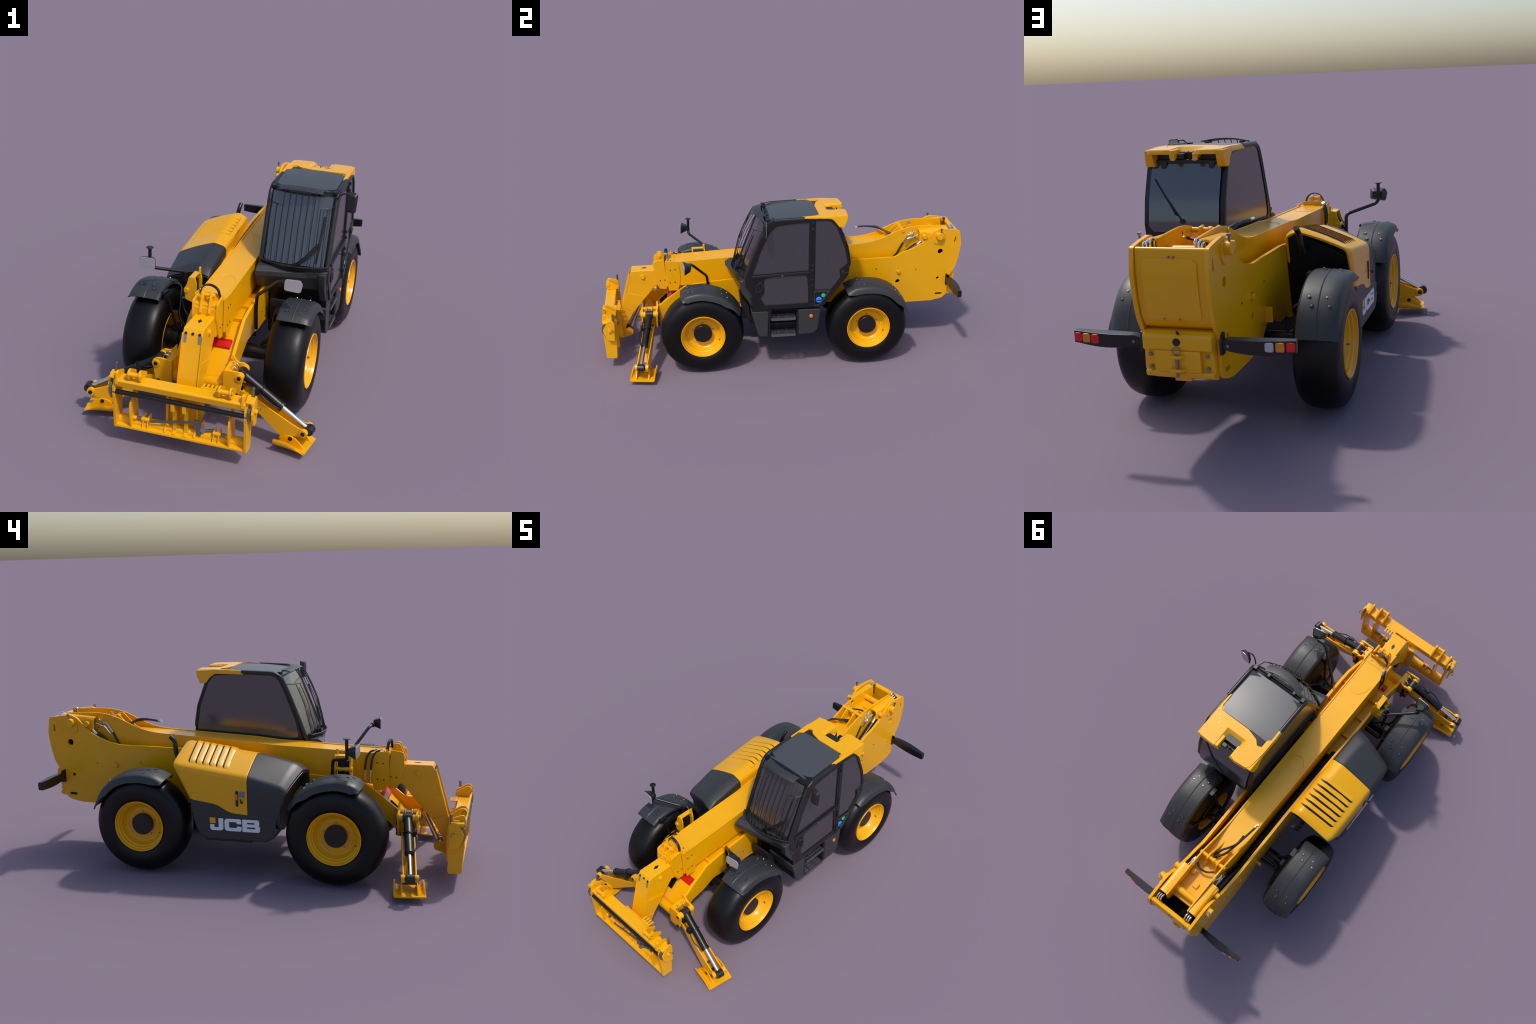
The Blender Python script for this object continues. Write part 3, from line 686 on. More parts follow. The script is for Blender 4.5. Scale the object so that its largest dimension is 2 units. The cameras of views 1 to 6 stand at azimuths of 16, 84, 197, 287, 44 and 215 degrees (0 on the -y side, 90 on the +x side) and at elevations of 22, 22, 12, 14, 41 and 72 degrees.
# ------------------------------------------------------------------ stabilisers
def build_stabilisers():
    for s in (1, -1):
        st = empty("stabiliser", ROOT)
        # bracket plates welded to the frame nose
        front = rounded([(0.108, 0.290), (0.168, 0.293, 0.012), (0.190, 0.282, 0.014), (0.188, 0.255), (0.175, 0.186, 0.01), (0.158, 0.178), (0.108, 0.184)], 0.006, 5)
        br = make("bracket", G().prism('y', -0.791, -0.782, front).prism('y', -0.712, -0.703, front).mirror(s), YEL, st, bevel=0.0015)
        make("bracket_web", G().prism('y', -0.783, -0.710, [(0.108, 0.286), (0.138, 0.284), (0.134, 0.276), (0.108, 0.274)]).box(0.1205, 0.135, -0.783, -0.710, 0.17, 0.28).mirror(s), YEL, br, bevel=0.0015)
        g = G().cyl((0.174, -0.796, 0.268), (0.174, -0.768, 0.268), 0.0165, n=22).cyl((0.174, -0.728, 0.268), (0.174, -0.700, 0.268), 0.0165, n=22)
        make("pin_boss", g.mirror(s), YEL, br, bevel=0.002)
        g = G().cyl((0.174, -0.798, 0.268), (0.174, -0.697, 0.268), 0.0085, n=16).cyl((0.165, -0.795, 0.192), (0.165, -0.699, 0.192), 0.0085, n=16)
        make("bracket_pin", g.mirror(s), BLACK, br, bevel=0.001)
        g = G()
        for y in (-0.763, -0.733):
            g.tube([(0.128, y, 0.281), (0.132, y, 0.298), (0.148, y, 0.298), (0.158, y, 0.27)], 0.0032, n=8, fl=0.008)
        make("hydraulic_pipe", g.mirror(s), CHROME, br)
        g = G()
        for z in (0.255, 0.235, 0.205, 0.188):
            g.cyl((0.150, -0.703, z), (0.150, -0.694, z), 0.008, n=10)
        make("bracket_bolt", g.mirror(s), BLACK, br, stuff=True)
        # leg: two webs with a bottom flange, slightly splayed forward
        yaw = math.radians(-9)
        ox, oy = 0.165, -0.747
        def splay(p):
            d = V((p.x - ox, p.y - oy, p.z))
            return (ox + d.x * math.cos(yaw) - d.y * math.sin(yaw), oy + d.x * math.sin(yaw) + d.y * math.cos(yaw), d.z)
        web = rounded([(0.150, 0.190, 0.015), (0.165, 0.210, 0.01), (0.215, 0.203), (0.320, 0.160), (0.400, 0.126), (0.440, 0.112, 0.01), (0.462, 0.115, 0.016), (0.474, 0.098, 0.016), (0.458, 0.080, 0.016), (0.420, 0.072), (0.385, 0.048, 0.02), (0.360, 0.058), (0.280, 0.118, 0.03), (0.190, 0.186)], 0.008, 4)
        g = G().prism('y', -0.776, -0.770, web).prism('y', -0.724, -0.718, web)
        leg = make("leg", g.xf(splay).mirror(s), YEL, st, bevel=0.0015)
        flange = [(0.180, 0.196), (0.283, 0.120), (0.352, 0.066), (0.358, 0.072), (0.288, 0.127), (0.185, 0.203)]
        make("leg_flange", G().prism('y', -0.771, -0.723, flange).xf(splay).mirror(s), YEL, leg, bevel=0.001)
        g = G().cyl((0.458, -0.784, 0.098), (0.458, -0.7665, 0.098), 0.0165, n=22).cyl((0.458, -0.7275, 0.098), (0.458, -0.710, 0.098), 0.0165, n=22)
        make("pin_boss", g.xf(splay).mirror(s), YEL, leg, bevel=0.002)
        g = G().cyl((0.458, -0.787, 0.098), (0.458, -0.707, 0.098), 0.0085, n=16).cyl((0.408, -0.7865, 0.062), (0.408, -0.7075, 0.062), 0.0085, n=16)
        make("leg_pin", g.xf(splay).mirror(s), BLACK, leg, bevel=0.001)
        # ram
        a, b = V((0.174, -0.747, 0.268)), V((0.468, -0.797, 0.103))
        d = (b - a).normalized()
        ram = make("ram_barrel", G().cyl(a + d * 0.012, a + d * 0.205, 0.0185, n=26).cyl(a + d * 0.195, a + d * 0.208, 0.0205, n=26).mirror(s), BLACK, st, bevel=0.002)
        make("ram_rod", G().cyl(a + d * 0.20, b, 0.0095, n=20).mirror(s), CHROME, ram)
        g = G().cyl(a + V((0, -0.020, 0)), a + V((0, 0.020, 0)), 0.021, n=24).cyl(b + V((-0.003, -0.0175, 0)), b + V((0.003, 0.0175, 0)), 0.0195, n=24)
        make("ram_eye", g.mirror(s), DARK, ram, bevel=0.003)
        up = d.cross(V((0, 1, 0))); up = up if up.z > 0 else -up
        m = a + d * 0.10
        g = G().tube([m + up * -0.010 + V((0, -0.022, 0)), m + up * 0.014 + V((0, -0.022, 0)), m + up * 0.024, m + up * 0.014 + V((0, 0.022, 0)), m + up * -0.010 + V((0, 0.022, 0))], 0.0025, n=8, fl=0.008)
        vb = a + d * 0.085 + V((0, -0.028, 0))
        g.box(vb.x - 0.013, vb.x + 0.013, vb.y - 0.009, vb.y + 0.007, vb.z - 0.014, vb.z + 0.010)
        g.tube([vb, vb + d * 0.03 + V((0, -0.008, 0)), vb + d * 0.06 + V((0, -0.008, -0.004)), vb + d * 0.11 + V((0, 0.008, -0.004))], 0.003, n=8, fl=0.01)
        g.tube([vb + up * 0.01, vb + d * -0.03 + V((0, -0.004, 0.0)), a + V((0.0, -0.02, -0.03))], 0.003, n=8, fl=0.01)
        make("ram_valve", g.mirror(s), BLACK, ram, bevel=0.001)
        # shoe: rocker tray, curled at both ends
        rows = []
        prof = [(-0.070, 0.052), (-0.066, 0.040), (-0.056, 0.030), (-0.040, 0.0245), (0.0, 0.0225), (0.040, 0.0245), (0.056, 0.030), (0.064, 0.044), (0.067, 0.060), (0.066, 0.078)]
        prof = [(-0.0635, 0.056), (-0.0660, 0.047), (-0.0640, 0.037), (-0.057, 0.0285), (-0.045, 0.0235), (-0.02, 0.022), (0.02, 0.022), (0.045, 0.0235), (0.057, 0.0285), (0.0640, 0.037), (0.0660, 0.047), (0.0635, 0.056)]
        for x, tl in ((0.345, 0.9), (0.352, 0.96), (0.37, 1.0), (0.40, 1.0), (0.43, 0.76), (0.455, 0.45), (0.478, 0.10)):
            rows.append([(x, -0.747 + y * (1.0 if x > 0.36 else 0.97), 0.022 + (z - 0.022) * tl) for y, z in prof])
        g = G().grid(rows, -0.006)
        shoe = make("foot_shoe", g.xf(splay).mirror(s), YEL, st, bevel=0.001, angle=50)
        lug = rounded([(0.352, 0.026), (0.470, 0.026), (0.450, 0.050), (0.430, 0.066, 0.01), (0.405, 0.074, 0.02), (0.375, 0.064, 0.02)], 0.004, 4)
        g = G().prism('y', -0.7830, -0.7768, lug).prism('y', -0.7172, -0.7110, lug)
        make("shoe_lug", g.xf(splay).mirror(s), YEL, shoe, bevel=0.0012)
build_stabilisers()

# ------------------------------------------------------------------ engine cover
ENG = empty("engine_cover", ROOT)
def hood_sheet(u0, u1, steps, inset=0.0):
    """Rows across the cover from rear (u=0) to front (u=1); each row runs inner edge, ridge, shoulder, side."""
    rows = []
    rear_edge = lambda z: 0.262 if z > 0.50 else (0.262 - (0.50 - z) * 0.53)
    for k in range(steps + 1):
        u = u0 + (u1 - u0) * k / steps
        yt = 0.262 + u * (-0.300 - 0.262)          # station at the top
        f = (0.262 - yt) / 0.562
        drop = 0.0 if f < 0.6 else ((f - 0.6) / 0.4) ** 1.6
        near = min(1.0, (0.262 - yt) / 0.032)
        zr = 0.581 - 0.048 * (f / 0.6) if f < 0.6 else 0.533 - 0.036 * ((f - 0.6) / 0.4) - 0.016 * drop
        zr -= 0.014 * (1 - near) ** 2
        zs = 0.502 - 0.046 * (f / 0.6) if f < 0.6 else 0.456 - 0.050 * ((f - 0.6) / 0.4)
        tip = max(0.0, (f - 0.94) / 0.06)
        zr -= 0.016 * tip; zs -= 0.012 * tip
        xr = -0.170 - 0.018 * f
        zi = zr - 0.018 + 0.004 * f
        xs = -0.3565 - 0.002 * math.sin(pi * min(1, f / 0.8)) + (0.004 * drop) + 0.010 * (1 - near) ** 2
        zb = 0.34 - 0.065 * min(1.0, max(0.0, (0.19 - yt) / 0.16))
        if f > 0.6: zb = 0.275
        pts = [(-0.1215, zi - 0.10), (-0.1215, zi - 0.012), (-0.125, zi - 0.002), (-0.135, zi + 0.006), (xr + 0.012, zr - 0.002), (xr, zr), (xr - 0.012, zr - 0.003)]
        top = V((xr - 0.012, zr - 0.003)); sh = V((xs + 0.022, zs + 0.016))
        for t in (0.25, 0.5, 0.75, 1.0):
            q = top.lerp(sh, t); bow = 0.003 * math.sin(pi * t)
            pts.append((q.x - bow * 0.4, q.y + bow))
        pts += [(xs + 0.011, zs + 0.010), (xs + 0.003, zs + 0.000), (xs, zs - 0.014)]
        for t in (0.33, 0.66, 1.0):
            pts.append((xs - 0.002 * t, (zs - 0.014) * (1 - t) + zb * t))
        row = []
        for x, z in pts:
            # ends of the sheet: rear edge rakes forward below the shoulder, front edge follows the wheel arch
            yr = 0.262 if z > 0.50 else 0.262 - (0.50 - z) * 0.50
            yf = -0.302 + 0.245 * max(0.0, -0.14 - x)
            low = max(0.0, min(1.0, (zs + 0.004 - z) / 0.115))
            if x < -0.30: yf += 0.038 * low
            y = yr + (yf - yr) * f * 1.0
            # keep the colour joint straight
            lim = 0.6085
            ysplit = -0.080
            if f <= lim: y = yr + (ysplit - yr) * (f / lim)
            else: y = ysplit + (yf - ysplit) * ((f - lim) / (1 - lim))
            row.append((x, y, z))
        rows.append(row)
    return rows

def build_engine():
    J = 0.6085
    make("hood", G().grid(hood_sheet(0.0, J, 34), -0.010), YEL, ENG, bevel=0.003, angle=60)
    make("hood_nose", G().grid(hood_sheet(J + 0.002, 1.0, 12), -0.010), GREY, ENG, bevel=0.003, angle=60)
    last = [V(p) for p in hood_sheet(0.0, 1.0, 1)[-1]][1:]
    inner_row = [p + V((0.003, 0.006, -0.006)) for p in last]
    arch = [V((min(-0.122, max(-0.348, p.x + 0.006)), -0.222 + 0.012 * (p.x + 0.34), 0.33)) if p.z > 0.36 else V((p.x + 0.006, p.y + 0.008, p.z)) for p in last]
    foot = [V((p.x, -0.215, 0.235)) for p in arch]
    make("nose_panel", G().grid([inner_row, arch, foot], 0.006), GREY, ENG, angle=40)
    # dark filling behind the open ends
    sec = lambda y, d: [(-0.1225, y, 0.25), (-0.1225, y, 0.545 - d), (-0.165, y, 0.562 - d), (-0.325, y, 0.490 - d), (-0.338, y, 0.470 - d), (-0.342, y, 0.32)]
    make("engine_bay", G().loft([sec(0.256, 0), sec(0.10, 0.01), sec(-0.08, 0.042), sec(-0.22, 0.075)]).xf(lambda p: (p.x, p.y - (max(0, 0.52 - p.z) * 0.22 + max(0, 0.46 - p.z) * 0.24 * max(0.0, min(1.0, (-0.24 - p.x) / 0.08))) * (1 if p.y > 0.2 else 0), p.z)), BLACK, ENG)
    # louvres: wedges rising to the rear over raised dark bands, no cut openings
    lou, dark_band = G(), G()
    for k in range(6):
        y = 0.2000 - 0.0316 * k
        f = (0.262 - y) / 0.562
        zr = 0.581 - 0.048 * (f / 0.6); zs = 0.502 - 0.046 * (f / 0.6)
        A = V((-0.140, y, zr - 0.005)); M = V((-0.178, y - 0.002, zr - 0.002)); B = V((-0.326, y - 0.011, zs + 0.018))
        slope_y = V((0, -1, -0.142))
        cols, mrow = [], []
        for t in [i / 16 for i in range(17)]:
            p = A.lerp(M, t / 0.2) if t < 0.2 else M.lerp(B, (t - 0.2) / 0.8)
            n = V((-0.30, 0.10, 0.95)) if t > 0.2 else V((0.0, 0.10, 1.0))
            p = p + n * (0.0015 + 0.002 * math.sin(pi * t))
            w = min(1, t / 0.10, (1 - t) / 0.06)
            h = 0.0058 * w
            q = p + slope_y * 0.0215
            top = p + n * h
            cols.append([top, p.lerp(q, 0.45) + n * h * 0.84, q + n * 0.0005, q - n * 0.006, p - n * 0.008 + slope_y * 0.003, top - n * 0.003 + slope_y * 0.003])
            b = p - slope_y * (0.0095 * w)
            mrow.append([b - n * 0.004, b + n * 0.0006, p + n * (h * 0.72) + slope_y * 0.0008, p - n * 0.006 + slope_y * 0.0008])
        if k < 6: lou.loft(cols)
        dark_band.loft(mrow)
    make("louvre", lou, YEL, ENG, angle=50)
    make("louvre_dark_band", dark_band, BLACK, ENG)
    # lower skirt with wavy upper edge
    edge = [(0.187, 0.356), (0.132, 0.351), (0.085, 0.345), (0.055, 0.338), (0.028, 0.324), (0.005, 0.312), (-0.025, 0.305), (-0.085, 0.299), (-0.150, 0.291), (-0.212, 0.283)]
    edge = [(p.x, p.y) for p in spline([V((a, b, 0)) for a, b in edge], 3)]
    rest = rounded([(-0.228, 0.240, 0.02), (-0.20, 0.198, 0.03), (-0.165, 0.178, 0.03), (-0.02, 0.176, 0), (0.110, 0.176, 0.05), (0.145, 0.198, 0.05), (0.162, 0.230, 0.05), (0.172, 0.27, 0)], 0.0, 5)
    skirt = make("skirt", G().prism('x', -0.20, -0.3605, edge + rest), GREY, ENG, bevel=0.012, seg=4, angle=40)
    make("sump_plate", G().box(-0.335, -0.20, -0.09, 0.128, 0.162, 0.172), BLACK, skirt, bevel=0.002)
    # lettering and its square, on the skirt face
    X = -0.3612
    def flat(g, pts, holes=()):
        return g.prism('x', X + 0.003, X - 0.001, [(y, z) for y, z in pts], holes)
    def P(u, v):     # lettering coordinates: u to the reader's right, v up, cap height 1
        return (0.096 - u * 0.0555, 0.2195 + v * 0.0560)
    L = G()
    # J as a hooked stroke
    R, q = 0.016, 0.005
    j = [(0.77, 1.0), (1.165, 1.0), (1.165, 0.0, R), (0.06, 0.0, R), (0.06, 0.48), (0.41, 0.48), (0.41, 0.25, q), (0.77, 0.25, q)]
    c = [(2.655, 0.60), (2.655, 1.0, R), (1.265, 1.0, R), (1.265, 0.0, R), (2.665, 0.0, R), (2.665, 0.40), (2.27, 0.40), (2.27, 0.27, q), (1.635, 0.27, q), (1.635, 0.75, q), (2.27, 0.75, q), (2.27, 0.60)]
    b = [(2.74, 0.0), (2.74, 1.0), (4.12, 1.0, R), (4.12, 0.58, 0.008), (4.04, 0.53), (4.18, 0.46, 0.008), (4.18, 0.0, R)]
    bh1 = [(3.12, 0.64), (3.12, 0.77), (3.71, 0.77), (3.74, 0.74), (3.74, 0.67), (3.71, 0.64)]
    bh2 = [(3.12, 0.27), (3.12, 0.40), (3.76, 0.40), (3.79, 0.37), (3.79, 0.30), (3.76, 0.27)]
    tr = lambda q: [(*P(p[0], p[1]), *(p[2:])) for p in q]
    flat(L, rounded(tr(j), 0.0, 4)); flat(L, rounded(tr(c), 0.0, 4)); flat(L, [p[:2] for p in rounded(tr(b), 0.0, 4)], [[p[:2] for p in tr(bh1)], [p[:2] for p in tr(bh2)]])
    make("lettering", L, WHITE, skirt)
    make("logo_square", flat(G(), tr([(0.04, 0.58), (0.52, 0.58), (0.52, 1.03), (0.04, 1.03)])), YEL, skirt)
    # catch of the cover
    g = G().box(-0.3635, -0.350, -0.040, -0.029, 0.333, 0.402)
    catch = make("hood_catch", g, BLACK, ENG, bevel=0.0015)
    make("catch_spring", G().box(-0.3655, -0.352, -0.0385, -0.0305, 0.362, 0.388), AMBER, catch, bevel=0.001)
    make("catch_label", G().box(-0.3615, -0.350, -0.070, -0.044, 0.374, 0.400), STICK, catch)
    make("catch_pull", G().tube([(-0.356, -0.048, 0.366), (-0.370, -0.054, 0.360), (-0.370, -0.058, 0.356)], 0.0025, n=8).cyl((-0.368, -0.058, 0.356), (-0.374, -0.060, 0.354), 0.005, n=10), BLACK, catch)
    make("catch_dish", G().cyl((-0.352, -0.034, 0.329), (-0.3600, -0.034, 0.329), 0.016, 0.014, n=18), YEL, catch)
    # exhaust stack
    make("exhaust", G().tube([(-0.196, 0.250, 0.492), (-0.196, 0.292, 0.492), (-0.196, 0.305, 0.52), (-0.186, 0.312, 0.575), (-0.184, 0.335, 0.594)], 0.0105, n=16, fl=0.022), BLACK, ROOT, bevel=0.001)
build_engine()

# ------------------------------------------------------------------ cab
CAB = empty("cab", ROOT)
CX0, CX1 = 0.083, 0.388
CXM, CXH = (CX0 + CX1) / 2, (CX1 - CX0) / 2
def bulge(p, amt=0.006):
    """Bow the windscreen forward in plan."""
    z = p.z
    line = -0.125 - (0.835 - z) * 0.40
    if z < 0.50: return p
    w = 1 - min(1.0, abs((p.x - CXM) / CXH)) ** 2.2
    k = max(0.0, min(1.0, (0.02 - p.y) / 0.12))
    k *= max(0.0, min(1.0, (0.865 - z) / 0.04))
    return V((p.x, p.y - amt * w * k, p.z))

def build_cab():
    side = rounded([(-0.122, 0.842, 0.03), (-0.09, 0.856), (0.06, 0.858), (0.215, 0.850, 0.04), (0.250, 0.806), (0.294, 0.691), (0.312, 0.600, 0.05), (0.302, 0.535, 0.03), (0.180, 0.376, 0.02), (0.158, 0.362, 0.02), (-0.152, 0.364, 0.01), (-0.236, 0.497, 0.03), (-0.240, 0.545), (-0.204, 0.637), (-0.152, 0.768)], 0.02, 4)
    up = [(-0.118, 0.838), (-0.09, 0.852), (0.06, 0.855), (0.21, 0.847), (0.250, 0.806), (0.295, 0.691), (0.312, 0.600), (0.304, 0.528), (-0.234, 0.528), (-0.236, 0.545), (-0.200, 0.637), (-0.148, 0.768)]
    secs = []
    nx = 14
    for k in range(nx + 1):
        x = CX0 + 0.004 + (CX1 - CX0 - 0.008) * k / nx
        secs.append([bulge(V((x, y, z)), 0.006) for y, z in up])
    body = make("cab_body", G().loft(secs), BLACK, CAB, bevel=0.004)
    lowp = [(0.298, 0.53), (0.178, 0.380), (0.155, 0.368), (-0.150, 0.369), (-0.228, 0.497), (-0.234, 0.53)]
    make("cab_floor", G().prism('x', 0.128, CX1 - 0.004, lowp), BLACK, CAB, bevel=0.003)
    # windscreen sheet
    def wind(z, x, off):
        pts = [(0.835, -0.119), (0.768, -0.148), (0.637, -0.200), (0.545, -0.236)]
        for (z1, y1), (z0, y0) in zip(pts, pts[1:]):
            if z0 <= z <= z1:
                y = y0 + (y1 - y0) * (z - z0) / (z1 - z0); break
        else: y = pts[-1][1]
        q = bulge(V((x, y, z)), 0.006)
        return V((q.x, q.y - off, q.z + off * 0.35))
    zs = [0.548 + (0.832 - 0.548) * k / 14 for k in range(15)]
    xs = [CX0 + 0.020 + (CX1 - CX0 - 0.040) * k / 16 for k in range(17)]
    make("windscreen", G().grid([[wind(z, x, 0.003) for x in xs] for z in zs], 0.004), GLASS, CAB, angle=60)
    # side frames as rings round the panes
    dglass = rounded([(0.094, 0.836), (0.027, 0.835), (-0.071, 0.825, 0.02), (-0.106, 0.795), (-0.155, 0.693), (-0.200, 0.562, 0.004), (0.094, 0.573, 0.004)], 0.006, 4)
    lglass = rounded([(-0.138, 0.538, 0.02), (-0.08, 0.546), (0.085, 0.548, 0.02), (0.092, 0.48), (0.094, 0.388, 0.006), (-0.137, 0.385, 0.01), (-0.160, 0.428, 0.012), (-0.138, 0.462, 0.015), (-0.141, 0.505, 0.015)], 0.008, 5)
    qglass = rounded([(0.127, 0.846), (0.205, 0.841, 0.03), (0.236, 0.806), (0.281, 0.691), (0.300, 0.601, 0.02), (0.258, 0.572, 0.015), (0.262, 0.524, 0.015), (0.213, 0.460), (0.127, 0.462)], 0.006, 5)
    capwin = rounded([(0.128, 0.452), (0.205, 0.452, 0.006), (0.168, 0.398, 0.006), (0.150, 0.376, 0.008), (0.128, 0.376)], 0.004, 3)
    frame = make("door_frame", G().prism('x', CX1 - 0.006, CX1 + 0.004, side, [dglass, lglass, qglass, capwin]), BLACK, CAB, bevel=0.002)
    make("window_pane", G().prism('x', CX1 - 0.008, CX1 - 0.001, [(0.10, 0.842), (-0.08, 0.835), (-0.12, 0.80), (-0.208, 0.556), (0.10, 0.560)]), GLASS, CAB)
    make("window_pane", G().prism('x', CX1 - 0.008, CX1 - 0.001, [(0.10, 0.553), (-0.15, 0.546), (-0.172, 0.42), (-0.14, 0.378), (0.10, 0.380)]), GLASS, CAB)
    make("window_pane", G().prism('x', CX1 - 0.008, CX1 - 0.001, [(0.122, 0.850), (0.21, 0.846), (0.245, 0.806), (0.287, 0.691), (0.306, 0.60), (0.297, 0.54), (0.222, 0.456), (0.122, 0.456)]), GLASS, CAB)
    make("door_joint", G().prism('x', CX1 + 0.0035, CX1 + 0.0055, [(0.103, 0.846), (0.105, 0.846), (0.108, 0.37), (0.106, 0.37)]), DARK, frame)
    g = G()
    for z in (0.834, 0.802, 0.602, 0.575, 0.520, 0.492, 0.410, 0.380):
        g.box(CX1 + 0.003, CX1 + 0.012, 0.106, 0.118, z - 0.007, z + 0.007)
    make("hinge", g, DARK, frame, bevel=0.002)
    # door rail and pull
    g = G().tube([(CX1 + 0.006, -0.205, 0.552), (CX1 + 0.007, 0.095, 0.563)], 0, sq=(0.008, 0.014))
    make("door_rail", g, DARK, frame, bevel=0.002)
    make("rail_knob", G().cyl((CX1 + 0.004, -0.046, 0.556), (CX1 + 0.016, -0.046, 0.556), 0.006, n=12), STEEL, frame)
    h = [(-0.165 + 0.021 * math.cos(a) + 0.006 * math.sin(a), 0.492 + 0.030 * math.sin(a)) for a in [2 * pi * k / 24 for k in range(24)]]
    h2 = [(-0.165 + 0.012 * math.cos(a), 0.492 + 0.020 * math.sin(a)) for a in [2 * pi * k / 20 for k in range(20)]]
    hd = make("door_handle", G().prism('x', CX1 + 0.003, CX1 + 0.009, h, [h2]), DARK, frame, bevel=0.002)
    make("handle_grip", G().tube([(CX1 + 0.006, -0.170, 0.510), (CX1 + 0.008, -0.160, 0.474)], 0.004, n=10), DARK, hd)
    g = G().cyl((CX1, 0.277, 0.552), (CX1 + 0.008, 0.277, 0.552), 0.014, n=20)
    g.tube([(CX1 + 0.005, 0.277, 0.552), (CX1 + 0.006, 0.305, 0.553)], 0, sq=(0.006, 0.007))
    make("window_catch", g, DARK, frame, bevel=0.002)
    # filler caps
    make("filler_recess", G().prism('x', CX1 - 0.03, CX1 - 0.008, [(0.124, 0.456), (0.21, 0.456), (0.165, 0.388), (0.148, 0.372), (0.124, 0.372)]), GREY, frame)
    ring_o = rounded([(0.124, 0.458), (0.212, 0.458, 0.008), (0.170, 0.394, 0.01), (0.150, 0.370, 0.01), (0.124, 0.370)], 0.004, 3)
    ring_i = rounded([(0.129, 0.447), (0.196, 0.447, 0.006), (0.164, 0.398, 0.008), (0.148, 0.377, 0.008), (0.129, 0.377)], 0.004, 3)
    make("filler_surround", G().prism('x', CX1 + 0.003, CX1 + 0.0060, ring_o, [ring_i]), GREY, frame, bevel=0.001)
    make("coolant_cap", G().cyl((CX1 - 0.012, 0.151, 0.401), (CX1 + 0.002, 0.151, 0.401), 0.0165, n=24), BLUE, frame, bevel=0.003)
    make("oil_cap", G().cyl((CX1 - 0.012, 0.175, 0.426), (CX1 + 0.002, 0.175, 0.426), 0.0125, n=20), GREEN, frame, bevel=0.003)
    make("cap_rib", G().box(CX1 + 0.001, CX1 + 0.0045, 0.138, 0.164, 0.3995, 0.4025), BLACK, frame)
    # far side: one large pane in a slim frame
    ring = rounded([(-0.122, 0.842, 0.04), (-0.09, 0.856), (0.06, 0.858), (0.215, 0.850, 0.04), (0.250, 0.806), (0.292, 0.691), (0.312, 0.575), (0.312, 0.53), (-0.24, 0.53), (-0.222, 0.538), (-0.200, 0.637), (-0.152, 0.768)], 0.02, 4)
    pane = rounded([(-0.108, 0.826, 0.04), (-0.08, 0.842), (0.06, 0.847), (0.208, 0.840, 0.04), (0.240, 0.800), (0.282, 0.691), (0.302, 0.575), (0.302, 0.548), (-0.205, 0.548), (-0.190, 0.627), (-0.140, 0.758)], 0.02, 4)
    make("window_frame", G().prism('x', CX0 - 0.002, CX0 + 0.008, ring, [pane]), BLACK, CAB, bevel=0.002)
    make("window_pane", G().prism('x', CX0 + 0.0015, CX0 + 0.0095, [(-0.11, 0.84), (-0.08, 0.848), (0.06, 0.850), (0.21, 0.846), (0.245, 0.80), (0.287, 0.691), (0.306, 0.575), (0.306, 0.54), (-0.215, 0.54), (-0.195, 0.627), (-0.145, 0.758)]), GLASS, CAB)
    # corner posts
    g = G()
    for x in (CX0 + 0.006, CX1 - 0.006):
        g.tube([(x, -0.240, 0.540), (x, -0.204, 0.637), (x, -0.152, 0.768), (x, -0.122, 0.832), (x, -0.088, 0.850), (x, 0.07, 0.8555)], 0.0105, n=12, fl=0.03)
    make("cab_post", g, DARK, CAB)
    # rear window
    def rear(z): 
        pts = [(0.820, 0.247), (0.806, 0.253), (0.691, 0.298), (0.600, 0.3150), (0.53, 0.307)]
        for (z1, y1), (z0, y0) in zip(pts, pts[1:]):
            if z0 <= z <= z1: return y0 + (y1 - y0) * (z - z0) / (z1 - z0)
        return 0.25
    zz = [0.572 + (0.815 - 0.572) * k / 12 for k in range(13)]
    rows = []
    for z in zz:
        e = min(z - 0.572, 0.815 - z)
        cut = 0.016 * max(0, 1 - e / 0.02) ** 2
        rows.append([(CX0 + 0.018 + cut + (CX1 - CX0 - 0.036 - 2 * cut) * k / 8, rear(z) + 0.003, z) for k in range(9)])
    rw = make("window_pane", G().grid(rows, -0.004), GLASS, CAB, angle=60)
    g = G()
    for x, z in ((0.340, 0.668), (0.130, 0.668)):
        g.cyl((x, rear(z), z), (x, rear(z) + 0.0055, z), 0.006, n=16)
    for x in (0.322, 0.138):
        g.prism('y', 0.250, 0.266, [(x - 0.014, 0.822), (x + 0.014, 0.822), (x + 0.008, 0.794), (x - 0.008, 0.794)])
    make("window_hinge", g, DARK, rw, bevel=0.001)
    g = G().tube([(0.240, rear(0.613) + 0.008, 0.613), (0.300, rear(0.69) + 0.010, 0.69), (0.353, rear(0.758) + 0.008, 0.758)], 0.003, n=8)
    g.tube([(0.262, rear(0.635) + 0.012, 0.632), (0.346, rear(0.752) + 0.010, 0.752)], 0.002, n=8)
    g.cyl((0.238, rear(0.61), 0.611), (0.238, rear(0.61) + 0.015, 0.611), 0.009, n=14)
    make("wiper", g, BLACK, rw)
    # roof pane, crowned
    ol = [(0.366, -0.078), (0.346, -0.100), (0.104, -0.102), (0.092, -0.080), (0.092, 0.128), (0.113, 0.143), (0.343, 0.146), (0.367, 0.123)]
    rows = []
